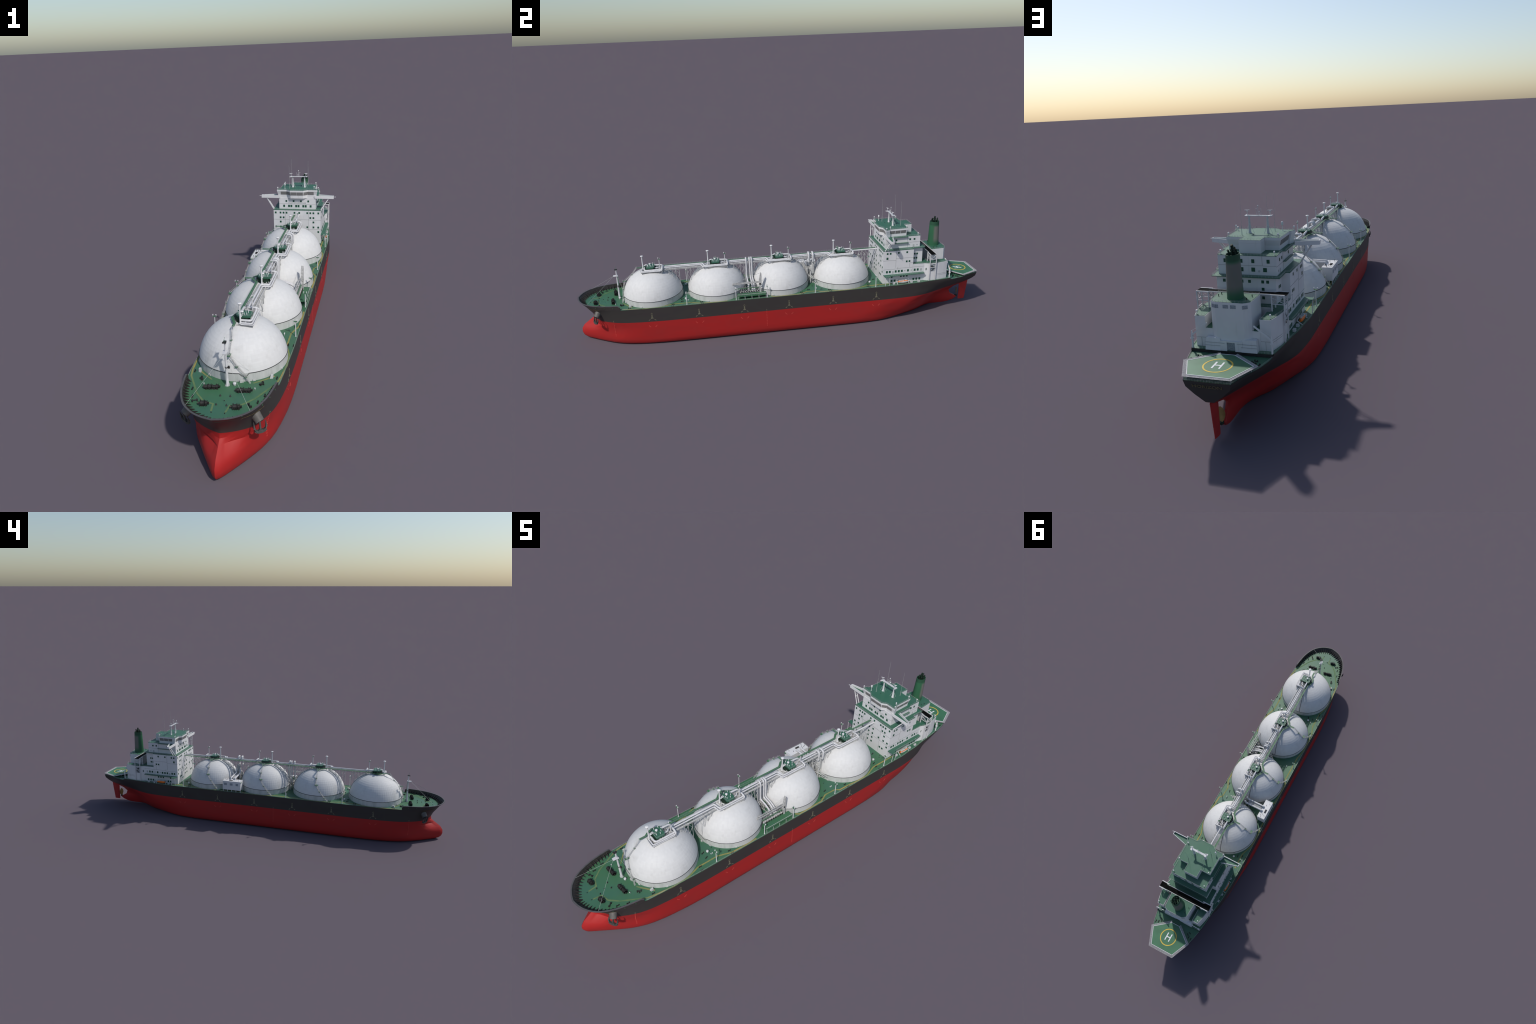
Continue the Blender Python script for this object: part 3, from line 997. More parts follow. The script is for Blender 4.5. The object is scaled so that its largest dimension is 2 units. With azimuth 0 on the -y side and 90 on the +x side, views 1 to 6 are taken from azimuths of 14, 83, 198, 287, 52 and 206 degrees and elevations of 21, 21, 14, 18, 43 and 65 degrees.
# ------------------------------------------------------------------ cargo manifold, +x side
mf = MB()
mf.box(.1160, .1448, -.2350, -.0985, .2085, .2105)
mf.box(.1440, .1452, -.2350, -.0985, .2050, .2086)
mf.box(.1165, .1200, -.2340, -.1000, DECK, .2084)
man = put("manifold_platform", mf, "deck_green", ship)
m2 = MB()
for yy in (-.2335, -.2010, -.1680, -.1345, -.1000):
    m2.cyl((.1472, yy, DECK), (.1472, yy, .2080), .0012, n=7)
m2.bar((.1448, -.2350, .2165), (.1448, -.0985, .2165), .0012)
for yy in np.linspace(-.235, -.0985, 18):
    m2.cyl((.1448, yy, .2100), (.1448, yy, .2165), .0003, n=4)
put("platform_post", m2, "rail_white", man)
m3 = MB()
m3.box(.1070, .1130, -.2200, -.1280, .2095, .2160)
for k in range(8):
    yy = -.2130 + .0115 * k
    m3.tube([(.092, yy, .2110), (.098, yy, .2175), (.1130, yy, .2180)], .0019, 8, .004)
    m3.cyl((.1130, yy, .2180), (.1165, yy, .2180), .0034, n=10)
for k in range(11):
    yy = -.222 + .0095 * k
    m3.cyl((.094 + .004 * (k % 3), yy, DECK), (.094 + .004 * (k % 3), yy, .232 + .006 * (k % 2)), .0011, n=6)
m3.box(.078, .104, -.215, -.130, DECK, .203)
put("manifold_pipe", m3, "steel_grey", man)
m4 = MB()
for k in range(8):
    yy = -.2130 + .0115 * k
    m4.cyl((.1166, yy, .2178), (.1200, yy, .2178), .0030, n=10)
put("manifold_flange", m4, "iron_black", man)
m5 = MB()
m5.box(.1085, .1140, -.2320, -.1290, .2320, .2335)
put("manifold_walk", m5, "grating_green", man)
rails(rail_mb, [(.1138, -.232, .2335), (.1138, -.129, .2335)], .006, .010, .00022)

crane = MB()
crane.box(.1135, .1205, -.1275, -.1205, DECK, .2570)
# upright tapered jib-rest plate
v = []
for xx in (.1115, .1205):
    v += [(xx, -.1285, .2480), (xx, -.1175, .2480), (xx, -.1150, .2900), (xx, -.1160, .3060), (xx, -.1190, .3100), (xx, -.1215, .3030), (xx, -.1285, .2720)]
crane.add(v, [tuple(range(7))[::-1], tuple(range(7, 14))] + [(i, (i + 1) % 7, 7 + (i + 1) % 7, 7 + i) for i in range(7)])
for xx in (.1065, .1150):
    crane.bar((xx, -.1260, .2600), (xx - .001, -.2540, .2585), .0022, .0050)
for k in range(6):
    yy = -.130 - .0245 * k
    crane.bar((.1055, yy, .2600), (.1155, yy, .2600), .0016)
crane.bar((.1100, -.2540, .2590), (.1100, -.2540, .2500), .0022)
crane.cyl((.1130, -.1190, .3080), (.1100, -.2520, .2610), .00035, n=4)
crane.cyl((.1160, -.1190, .3080), (.1120, -.2520, .2610), .00035, n=4)
put("hose_crane", crane, "steel_grey", ship)

# ------------------------------------------------------------------ deck lamp posts
posts = [(.1440, y) for y in (-.4745, -.2430, -.0940, .1388, .4395)] + [(-.1432, y) for y in (-.4750, -.1680, .4370)]
pm = MB().lathe([(.0030, 0), (.0018, .003), (.0016, .0555)], n=10).mesh("deck_lamp_post")
for px, py in posts:
    p = put("deck_lamp_post", pm, "pipe_grey", ship, (px, py, DECK))
    put("lamp_shelf", shelf_me, "grating_green", p, (px, py, DECK + .0555))
    put("floodlight", flood_me, "lamp_white", p, (px, py, DECK + .0555))

# ------------------------------------------------------------------ foremast
fm = MB()
FX, FY = -.0085, -.8000
fm.lathe([(.0065, DECK), (.0046, .199), (.0040, .240), (.0030, .306), (.0026, .336)], (FX, FY, 0), 12)
for a in range(4):
    t = math.pi / 4 + math.pi / 2 * a
    fm.add([(FX + .003 * math.cos(t), FY + .003 * math.sin(t), .205), (FX + .0095 * math.cos(t), FY + .0095 * math.sin(t), DECK), (FX + .003 * math.cos(t + .35), FY + .003 * math.sin(t + .35), DECK)], [(0, 1, 2), (2, 1, 0)])
fm.prism([(FX - .0055, FY - .016), (FX + .0055, FY - .016), (FX + .0075, FY + .006), (FX - .0075, FY + .006)], .3040, .3075)
fm_ob = put("foremast", fm, "pipe_grey", ship)
ft = MB()
ft.prism([(FX - .006, FY - .008), (FX + .006, FY - .006), (FX + .004, FY + .006), (FX - .004, FY + .006)], .3360, .3392)
ft.cyl((FX, FY, .2525), (FX, FY, .2550), .0048, n=12)
ft.box(FX + .003, FX + .009, FY + .002, FY + .008, .2480, .2545)
put("mast_band", ft, "iron_black", fm_ob)
fl = MB()
ladder(fl, (FX, FY + .0065, DECK), (FX, FY + .0045, .300), .003, 18)
fl.cyl((FX, FY, .339), (FX, FY, .352), .0004, n=4)
fl.ball((FX, FY, .3525), .0009, 6)
fl.cyl((FX - .003, FY, .339), (FX - .003, FY, .346), .0004, n=4)
put("mast_ladder", fl, "rail_green", fm_ob)
wr = MB()
wr.cyl((FX, FY - .0140, .3055), (-.0890, -.9440, TOPZ), .0003, n=4)
wr.cyl((FX, FY - .0140, .3055), (.0935, -.9380, TOPZ), .0003, n=4)
wr.cyl((FX, FY + .004, .3050), (.075, -.752, DECK), .00025, n=4)
wr.cyl((FX, FY + .004, .3050), (-.085, -.752, DECK), .00025, n=4)
put("stay_wire", wr, "rail_white", fm_ob)

# ------------------------------------------------------------------ mooring gear on the forecastle
def drum_winch(drums, L):
    mb = MB()
    n = len(drums)
    x = -L / 2
    mb.cyl((-L / 2, 0, .0065), (L / 2, 0, .0065), .0022, n=8)
    for cx, w, r in drums:
        mb.cyl((cx - w / 2, 0, .0065), (cx - w / 2 + .0012, 0, .0065), r, n=14)
        mb.cyl((cx + w / 2 - .0012, 0, .0065), (cx + w / 2, 0, .0065), r, n=14)
        mb.cyl((cx - w / 2, 0, .0065), (cx + w / 2, 0, .0065), r * .72, n=12)
    for s in (-1, 1):
        mb.cyl((s * L / 2, 0, .0065), (s * (L / 2 - .005), 0, .0065), .0040, .0024, n=10)
    for cx, w, r in drums:
        mb.box(cx - .0012, cx + .0012, -.0075, .0075, 0, .0050)
        mb.box(cx - w / 2, cx + w / 2, .003, .0085, 0, .0042)
    mb.box(-L * .3, L * .3, -.0055, .0055, 0, .0025)
    return mb


big = drum_winch([(-.016, .010, .0075), (-.005, .009, .0085), (.008, .012, .0065), (.017, .006, .0082)], .051).mesh("mooring_winch")
sml = drum_winch([(-.003, .012, .0098), (.008, .006, .0080)], .032).mesh("anchor_windlass")
repeat("mooring_winch", big, "iron_black", ship, [(-.0510, -.8225, DECK, .16), (.0475, -.8245, DECK, .16)])
repeat("anchor_windlass", sml, "iron_black", ship, [(-.0500, -.9050, DECK, .16), (.0455, -.9065, DECK, .16)])
boll = MB()
for s in (-1, 1):
    boll.cyl((0, s * .0042, 0), (0, s * .0042, .0046), .0014, .0018, n=8)
boll.box(-.0018, .0018, -.0062, .0062, 0, .0012)
boll_me = boll.mesh("bollard")
spots = [(-.1065, -.835), (.1120, -.8346), (.0990, -.8695), (-.0940, -.872), (-.0965, -.779, 1.5), (.0925, -.7800, 1.5)]
for s in (1, -1):
    spots += [(s * .1295, y) for y in (-.540, -.7415, .0735, .2111, .4045)] + [(s * .1478, y, 0) for y in (-.543, -.728, -.744, .076, .2135, .4080, -.404)]
    spots += [(s * .1068, -.4974, .4), (s * .080, -.4975, .3), (s * .1068, .1127, .2), (s * .1310, -.4064), (s * .107, .413, .2), (s * .0565, .454, .2)]
    spots += [(s * .0862, .8795), (s * .0985, .8830), (s * .0815, .8600, 1.2), (s * .0760, .8700, .9)]
put_places = []
for p in spots:
    zz = AFT_DECK if p[1] > STEP else DECK
    if abs(p[0]) < half_breadth(p[1], zz) - .001:
        put_places.append((p[0], p[1], zz, p[2] if len(p) > 2 else 0))
repeat("bollard", boll_me, "iron_black", ship, put_places)
fair = MB()
fair.cyl((-.007, 0, .0045), (.007, 0, .0045), .0016, n=8)
for s in (-1, 1):
    fair.box(s * .007 - .0016, s * .007 + .0016, -.003, .003, 0, .0066)
fair_me = fair.mesh("roller_fairlead")
repeat("roller_fairlead", fair_me, "iron_black", ship, [(-.0800, -.8925, DECK, .5), (.0805, -.8905, DECK, -.9), (.0905, -.7790, DECK, 1.2), (-.0945, -.7795, DECK, 1.9)])
cap_me = MB().lathe([(.0030, 0), (.0026, .0012), (.0013, .0022), (.0011, .0060), (.0004, .0066)], n=10).mesh("capstan")
repeat("capstan", cap_me, "iron_black", ship, [(-.0148, -.8560, DECK), (.0146, -.8540, DECK), (-.0143, -.8990, DECK), (.0154, -.8980, DECK)])
pipe_me = MB().lathe([(.0016, 0), (.0016, .0022), (.0008, .0028)], n=8).mesh("chain_pipe")
dots = [(-.0180, -.9350), (.0202, -.9340), (.0030, -.877)]
dots += [(s * .0757, -.455) for s in (1, -1)] + [(s * .0865, -.470) for s in (1, -1)] + [(s * .0675, .1395) for s in (1, -1)] + [(s * x, y) for s in (1, -1) for x, y in ((.092, .462), (.104, .470), (.085, .473))]
repeat("chain_pipe", pipe_me, "iron_black", ship, [(a, b, DECK) for a, b in dots])
mush = MB().lathe([(.0010, 0), (.0010, .004), (.0020, .0046), (.0020, .0064), (.0008, .0074)], n=8).mesh("air_vent")
mp = [(-.0791, -.8085), (.0771, -.8096)]
for cy in TANKS[:3]:
    mp += [(s * .104, cy + .163 + .006 * k) for s in (1, -1) for k in range(2)]
mp += [(s * .094, .4030) for s in (1, -1)]
repeat("air_vent", mush, "lamp_white", ship, [(a, b, DECK) for a, b in mp])
tk = MB().lathe([(.0040, 0), (.0040, .0025), (.0052, .0030), (.0052, .0085), (.0030, .0095)], n=12).mesh("deck_vent")
repeat("deck_vent", tk, "pipe_grey", ship, [(.0122, -.7960, DECK)] + [(s * .0855, cy + .158, DECK) for cy in TANKS[:1] for s in (1, -1)] + [(s * .090, .425, DECK) for s in (1, -1)])
bx = MB()
for sg in (1, -1):
    bx.prism([(sg * .1085, -.7460), (sg * .1175, -.7430), (sg * .1175, -.7330), (sg * .1095, -.7330)], DECK, .2015, [(sg * .1105, -.7430), (sg * .1175, -.7420), (sg * .1175, -.7335), (sg * .1110, -.7330)])
bx.box(.0290, .0350, -.7790, -.7755, DECK, .1985)
for cy in TANKS:
    a = DIP
    bx.merge(MB().box(-.0035, .0035, -.0020, .0020, 0, .0085), Matrix.Translation((.1450 * math.cos(a - .09), cy + .1450 * math.sin(a - .09), DECK)) @ Matrix.Rotation(a + math.pi / 2, 4, "Z"))
    for a in (-.35, -1.1, .5, math.pi + .35, math.pi + 1.0, math.pi - .5):
        bx.merge(MB().box(-.0042, .0042, -.0012, .0012, .0008, .0060), Matrix.Translation((.1432 * math.cos(a), cy + .1432 * math.sin(a), DECK)) @ Matrix.Rotation(a + math.pi / 2, 4, "Z"))
put("deck_locker", bx, "skirt_white", ship)

# hawse pipes and anchors
def anchor():
    mb = MB()
    mb.bar((0, 0, .014), (0, 0, -.010), .0036)
    mb.box(-.0050, .0050, -.0032, .0032, -.0130, -.0080)
    pts = []
    for k in range(9):
        t = -1.15 + 2.3 * k / 8
        pts.append((.0135 * math.sin(t), 0, -.0130 + .0075 * (1 - math.cos(t)) * 1.0))
    for a, b in zip(pts, pts[1:]):
        mb.bar(a, b, .0062, .0060)
    for s in (-1, 1):
        mb.add([(s * .0110, -.0030, -.0095), (s * .0110, .0030, -.0095), (s * .0160, .0022, -.0030), (s * .0160, -.0022, -.0030), (s * .0135, 0, .0130)],
               [(0, 1, 2, 3), (0, 4, 1), (1, 4, 2), (2, 4, 3), (3, 4, 0)])
    return mb


anc = anchor()
for sg in (1, -1):
    h = MB()
    h.cyl((sg * .0900, -.8860, .1740), (sg * .1108, -.9010, .1520), .0165, .0130, n=20, caps=False)
    h.cyl((sg * .1108, -.9010, .1520), (sg * .0900, -.8860, .1740), .0112, .0150, n=20, caps=False)
    h.cyl((sg * .0985, -.8921, .1650), (sg * .1010, -.8939, .1624), .0126, .0122, n=20)
    ho = put("hawse_pipe", fix(h.mesh("hawse_pipe"), 60), "hawse_grey", ship)
    M = Matrix.Translation((sg * .1110, -.9030, .1405)) @ Matrix.Rotation(sg * math.radians(-57) + math.pi / 2, 4, "Z") @ Matrix.Rotation(math.radians(-14), 4, "X")
    put("anchor", MB().merge(anc, M @ Matrix.Scale(1.3, 4)), "anchor_grey", ho)

# ------------------------------------------------------------------ accommodation block
house = MB()
AX, AF, AA = .1168, .4820, .6340
house.box(-AX, AX, AF, AA, DECK - .001, .3605)
house.box(-.0910, .0910, AA, .6890, DECK - .001, .3605)
for sg in (1, -1):
    house.prism([(sg * .0908, AA - .0005), (sg * AX, AA - .0005), (sg * AX, .6920), (sg * .1225, .7080), (sg * .1262, .7250), (sg * .1262, .7420), (sg * .1225, .7680), (sg * .1168, .7930), (sg * .1108, .8125), (sg * .0800, .8125), (sg * .0800, .7520), (sg * .0908, .7520)], DECK - .001, .2810)
house.box(-.0905, .0905, .6885, .7150, DECK - .001, .2810)
house_ob = put("accommodation_block", house, "house_white", ship)
cas = MB()
cas.prism([(-.0625, .7465), (.0625, .7465), (.0585, .8130), (.0500, .8215), (.0400, .8270), (-.0400, .8270), (-.0500, .8215), (-.0585, .8130)], DECK - .001, .3295)
for sg in (1, -1):
    cas.prism([(sg * .0400, .8150), (sg * .0760, .8150), (sg * .0760, .8330), (sg * .0300, .8330)], DECK - .0005, .2260, [(sg * .0400, .8150), (sg * .0730, .8150), (sg * .0730, .8290), (sg * .0320, .8290)])
    cas.box(sg * .0575, sg * .0805, .7500, .8135, DECK - .0008, .2470)
    cas.box(sg * .0120, sg * .0330, .8200, .8320, DECK - .0006, .2200)
cas.box(-.0125, .0125, .8205, .8318, .2160, .2199)
put("engine_casing", cas, "house_white", ship)
dk = MB()
dk.box(-.0118, .0118, .8270, .8279, DECK + .0002, .2158)
put("casing_doorway", dk, "vent_grille", ship)

decks = MB()
T = .0018
decks.box(-AX - .0006, AX + .0006, AF - .0008, AA, .3606, .3606 + T)
decks.box(-.1045, .1045, AA - .0002, .6960, .3603, .3603 + T)
for sg in (1, -1):
    decks.prism([(sg * .0912, AA + .0005), (sg * (AX - .0015), AA + .0005), (sg * (AX - .0015), .6925), (sg * .1210, .7085), (sg * .1247, .7255), (sg * .1247, .7415), (sg * .1210, .7675), (sg * .1153, .7925), (sg * .1093, .8110), (sg * .0815, .8110), (sg * .0815, .7520), (sg * .0912, .7520)], .2812, .2820)
    decks.box(sg * .0585, sg * .0798, .7505, .8128, .2472, .2480)
decks.box(-.0903, .0903, .6892, .7148, .2812, .2820)
decks.box(-.0903, .0903, .6892, .6930, .3150, .3165)
decks.prism([(-.0615, .7475), (.0615, .7475), (.0575, .8125), (.0490, .8207), (.0392, .8260), (-.0392, .8260), (-.0490, .8207), (-.0575, .8125)], .3297, .3305)
decks_ob = put("house_deck", decks, "roof_green", ship)
pr = MB()
for sg in (1, -1):
    pr.prism([(sg * (AX - .0002), .4838), (sg * .1290, .4850), (sg * .1345, .4860), (sg * .1500, .4865), (sg * .1510, .5080), (sg * .1385, .5090), (sg * .1385, .5185), (sg * .1370, .6600), (sg * .1340, .6885), (sg * (AX - .0002), .6890)], .2355, .2375)
put("promenade_deck", pr, "roof_green", ship)
pp = MB()
for sg in (1, -1):
    for yy in (.4865, .5075):
        pp.cyl((sg * .1475, yy, DECK), (sg * .1490, yy, .2355), .0013, n=7)
    rails(rail_mb, [(sg * .1378, .5185, .2375), (sg * .1365, .6600, .2375), (sg * .1338, .6885, .2375)], .006, .0105, .00028)
    rails(rail_mb, [(sg * .1500, .4870, .2375), (sg * .1505, .5075, .2375)], .006, .010, .00028)
put("promenade_post", pp, "pipe_grey", ship)

ub = MB()
UX, UF, UA = .0905, .5000, .6735
ub.box(-UX, UX, UF, UA, .3624, .4195)
ub_ob = put("bridge_block", ub, "house_white", ship)
gl = MB()
for sg in (1, -1):
    for zz, yo in ((.3885, .612), (.4190, .6095)):
        gl.box(sg * (UX - .0002), sg * .1000, .5300, yo, zz, zz + .0016)
        rails(rail_mb, [(sg * .0998, .5300, zz + .0016), (sg * .0998, yo, zz + .0016)], .0058, .0085, .00028)
gl.box(-UX - .0004, UX + .0004, UF + .0015, UA + .0004, .4197, .4209)
put("bridge_gallery", gl, "roof_green", ub_ob)


def ring_loft(mb, lower, upper, z0, z1):
    n = len(lower)
    mb.add([(p[0], p[1], z0) for p in lower] + [(p[0], p[1], z1) for p in upper], [(i, (i + 1) % n, n + (i + 1) % n, n + i) for i in range(n)])


def wheel_plan(inset):
    i = inset
    half = [(.0330 - i * .4, .4815 + i), (.0520 - i * .4, .4965 + i), (.1000 - i, .4965 + i), (.0930 - i, .5175 + i), (.0868 - i, .5180 + i), (.0850 - i, .6110 - i), (.0310, .6110 - i)]
    q = half + [(.0310, .6495), (-.0365, .6495)] + [(-a, b) for a, b in half[::-1]]
    q[len(half) + 2] = (-.0365, .6110 - i)
    return q


wh = MB()
p_sill, p_head, p_top = wheel_plan(.0048), wheel_plan(.0008), wheel_plan(0.0)
wh.prism(p_sill, .4195, .4345)
wh.prism(p_sill, .4345, .4512, p_head)
wh.prism(p_top, .4514, .4598)
# round nose under the bay
wh.prism([(-.030, .4885), (.030, .4885), (.046, .5050), (-.046, .5050)], .4190, .4230, [(-.0326, .4880), (.0326, .4880), (.0495, .5050), (-.0495, .5050)])
wh_ob = put("wheelhouse", wh, "house_white", ship)
rt = MB()
rt.prism([(a * .993, (b - .56) * .993 + .56) for a, b in p_top], .4598, .4604)
put("wheelhouse_roof", rt, "roof_green", wh_ob)
gw = MB()


def pane(mb, a, b, za, zb, inset_a, inset_b, out=.0006):
    """leaning glass pane between two plan points on the sill line a->b"""
    (ax, ay), (bx, by) = a, b
    d = Vector((bx - ax, by - ay, 0)).normalized()
    nrm = Vector((d.y, -d.x, 0))
    v = []
    for o in (out, -.001):
        for z_, ins in ((za, inset_a), (zb, inset_b)):
            for px, py in (a, b):
                v.append((px + nrm.x * (o + ins), py + nrm.y * (o + ins), z_))
    mb.add(v, [(0, 1, 3, 2), (4, 6, 7, 5), (0, 4, 5, 1), (2, 3, 7, 6), (0, 2, 6, 4), (1, 5, 7, 3)])


def panes(mb, p, q, n, gap=.0014, flip=False):
    for k in range(n):
        t0, t1 = k / n, (k + 1) / n
        L = math.hypot(q[0] - p[0], q[1] - p[1])
        g_ = gap / L / 2
        a = (p[0] + (q[0] - p[0]) * (t0 + g_), p[1] + (q[1] - p[1]) * (t0 + g_))
        b = (p[0] + (q[0] - p[0]) * (t1 - g_), p[1] + (q[1] - p[1]) * (t1 - g_))
        if flip: a, b = b, a
        pane(mb, a, b, .4350, .4511, 0.0002, .0040)


S = p_sill
# front and sides (polygon runs from +x front round to -x)
panes(gw, (-S[0][0], S[0][1]), S[0], 2)
panes(gw, S[0], S[1], 1, .003)
panes(gw, S[1], (.0820, S[2][1]), 1)
panes(gw, (-S[1][0], S[1][1]), (-S[0][0], S[0][1]), 1, .003)
panes(gw, (-.0820, S[2][1]), (-S[1][0], S[1][1]), 1)
for sg in (1, -1):
    a, b = (sg * S[4][0], .5195), (sg * S[5][0], .6030)
    panes(gw, a, b, 3, .0030, flip=(sg < 0))
    a, b = (sg * S[5][0], .6048), (sg * .0345, .6048)
    panes(gw, a, b, 2, .0030, flip=(sg < 0))
put("bridge_window", gw, "glass_grey", wh_ob)

wing = MB()
wd = MB()
br = MB()
for sg in (1, -1):
    a = [(sg * .0880, .4975), (sg * .1780, .4975), (sg * .1780, .5110), (sg * .0900, .5330)]
    wing.prism(a, .4180, .4205)
    wing.prism([(sg * .0850, .4968), (sg * .1785, .4968), (sg * .1785, .4990), (sg * .0850, .4990)], .4178, .4312)
    wing.box(sg * .1765, sg * .1786, .4985, .5112, .4179, .4311)
    wing.prism([(sg * .1050, .5278), (sg * .1783, .5095), (sg * .1783, .5113), (sg * .1050, .5298)], .4177, .4310)
    wd.prism([(sg * .0885, .4992), (sg * .1763, .4992), (sg * .1763, .5098), (sg * .0905, .5300)], .4206, .4212)
    for yy, y2 in ((.4900, .5025), (.5040, .5125)):
        br.bar((sg * .1165, yy, .3620), (sg * .1540, y2, .4185), .0026, .0034)
    br.bar((sg * .1352, .4965, .3925), (sg * .1352, .5085, .3925), .0022)
    br.cyl((sg * .1785, .4985, .4270), (sg * .1890, .4985, .4270), .0008, n=6); br.ball((sg * .1872, .4985, .4270), .0018, 7)
wing_ob = put("bridge_wing", wing, "house_white", wh_ob)
put("wing_deck", wd, "roof_green", wh_ob)
put("wing_brace", br, "lamp_white", wh_ob)

# windows, doors, seams ---------------------------------------------------
def window_mesh(w, h, name="window"):
    mb = MB()
    mb.box(-w / 2, w / 2, -.0007, .0005, -h / 2, h / 2)
    return mb.mesh(name)


win_s, win_m, win_l = window_mesh(.0082, .0088), window_mesh(.0090, .0112), window_mesh(.0112, .0122)
W = []
front = {.3478: (.1062, .0819, .0667, .0516, .0118), .3233: (.0819, .0667), .3010: (.0819, .0122), .2752: (.1054, .0819, .0514, .0122),
         .2519: (.1060, .0122), .2291: (.0670, .0826, .0125)}
for zz, xs in front.items():
    for xx in xs:
        for sg in (1, -1):
            W.append((sg * xx, AF, zz, 0.0, win_s))
for zz, xs in {.4026: (.0545, .0182), .3775: (.0661, .0416, .0298, .0059)}.items():
    for xx in xs:
        for sg in (1, -1):
            W.append((sg * xx, UF, zz, 0.0, win_s if zz > .39 else win_m))
for xx in (.0674, .0174, -.0190, -.0656):
    W.append((xx, UA, .4041, math.pi, win_m))
for xx in (.0540, .0172, -.0189, -.0549):
    W.append((xx, UA, .3788, math.pi, win_l))
for xx, zz in ((.0675, .3478), (.0121, .3478), (-.0110, .3478), (-.0512, .3478), (-.0663, .3478), (-.0514, .3258), (-.0514, .2997), (.0514, .2997)):
    W.append((xx, .6890, zz, math.pi, win_s))
for sg in (1, -1):
    r = sg * math.pi / 2
    for yy in (.5020, .5166, .5467, .5623, .5779, .6092, .6435, .6591):
        W.append((sg * AX, yy, .2520, r, win_m))
    W.append((sg * .1202, .7027, .2520, sg * (math.pi / 2 + .34), win_m))
    for yy in (.5280, .5429, .6400, .6550, .6705):
        W.append((sg * AX, yy, .2030, r, win_m))
    for yy in (.5280, .5745, .5895, .6050):
        W.append((sg * AX, yy, .2235, r, win_s))
    for yy, zz in ((.5020, .3474), (.5169, .3474), (.5580, .3483), (.6004, .3484), (.6003, .3004), (.6143, .3005)):
        W.append((sg * AX, yy, zz, r, win_s))
    W.append((sg * AX, .5020, .3225, r, win_m))
    for yy, zz in ((.6226, .4042), (.6440, .4037), (.5531, .4036)):
        W.append((sg * UX, yy, zz, r, win_s))
    for yy, zz in ((.6500, .3260), (.6620, .3265), (.6480, .3035), (.6600, .3040)):
        W.append((sg * .0910, yy, zz, r, win_s))
for xx, yy, zz, rr, me in W:
    off = .0006
    nx, ny = math.sin(rr), -math.cos(rr)
    put("window", me, "window_green", house_ob, (xx + nx * off * .2, yy + ny * off * .2, zz), rot=rr)

sm = MB()
def hline(face, a, b, zz, w=.0010):
    ax, pos, sg = face
    if ax == "y": sm.box(a, b, pos - .0004, pos + .0003, zz - w / 2, zz + w / 2)
    else: sm.box(pos - .0003 * sg, pos + .0004 * sg, a, b, zz - w / 2, zz + w / 2)
def vline(face, u, z0, z1, w=.0009):
    ax, pos, sg = face
    if ax == "y": sm.box(u - w / 2, u + w / 2, pos - .0004, pos + .0003, z0, z1)
    else: sm.box(pos - .0003 * sg, pos + .0004 * sg, u - w / 2, u + w / 2, z0, z1)
FR, UFR = ("y", AF, 1), ("y", UF, 1)
hline(FR, -AX, AX, .3130); hline(FR, -AX, AX, .2640)
for sg in (1, -1):
    vline(FR, sg * .0585, .2000, .3600)
    SD = ("x", sg * AX, sg)
    hline(SD, .4820, .5460, .3115); vline(SD, .5460, .2710, .3600); hline(SD, .5460, .6340, .3190)
    hline(SD, .4820, .5555, .2650); vline(SD, .5555, .2610, .2740); hline(SD, .5555, .7160, .2672)
    vline(SD, .6163, .2680, .2910); hline(SD, .6163, .6340, .2910)
    hline(("x", sg * UX, sg), UF, UA, .3885); vline(("x", sg * UX, sg), .6098, .3640, .4190)
hline(UFR, -UX, UX, .3880)
AU = ("y", UA + .0001, 1)
sm.box(-UX, UX, UA - .0002, UA + .0004, .3905, .3913)
sm.box(-.0475, -.0467, UA - .0002, UA + .0004, .3910, .4195)
for zz in (.2215, .2150):
    for sg in (1, -1):
        sm.prism([(sg * .1240, .7560), (sg * .1245, .7560), (sg * .1230, .7680), (sg * .1173, .7930), (sg * .1113, .8125), (sg * .1108, .8125), (sg * .1165, .7925), (sg * .1222, .7675)], zz, zz + .0008)
for sg in (1, -1):
    sm.box(sg * .0765, sg * .0180, .8329, .8333, .2135, .2142)
    sm.box(sg * .0765, sg * .0300, .8329, .8333, .2050, .2056)
    sm.box(sg * .1110, sg * .0800, .8122, .8129, .2180, .2187)
    sm.box(sg * .0950, sg * .0943, .8122, .8129, .1920, .2180)
put("panel_seam", sm, "panel_line", house_ob, stuff=True)
ny_ = MB()      # life rings and doors
for sg in (1, -1):
    for yy, zz in ((.5925, .2525), (.6258, .2524), (.6274, .2016), (.6989, .2009)):
        ny_.cyl((sg * AX, yy, zz), (sg * (AX + .0008), yy, zz), .0034, n=12)
    ny_.cyl((sg * UX, .6585, .3739), (sg * (UX + .0008), .6585, .3739), .0034, n=12)
    for yy, zz in ((.5322, .2490), (.6759, .2510)):
        ny_.box(sg * AX, sg * (AX + .0006), yy - .004, yy + .004, zz - .006, zz + .006)
    ny_.box(sg * UX, sg * (UX + .0006), .6370, .6455, .3630, .3770)
ny_.cyl((-.0368, UA, .3744), (-.0368, UA + .0008, .3744), .0032, n=12)
put("life_ring", ny_, "door_grey", house_ob)
gr = MB()
for x0, x1 in ((.0175, .0020), (-.0040, -.0200), (.0390, .0310)):
    gr.box(x0, x1, .8262, .8276, .3130, .3230)
for sg in (1, -1):
    gr.merge(MB().box(-.0075, .0075, -.0007, .0007, .3130, .3230), Matrix.Translation((sg * .0452, .8244, 0)) @ Matrix.Rotation(-sg * math.atan2(.0055, .010), 4, "Z"))
put("casing_grille", gr, "vent_grille", ship)

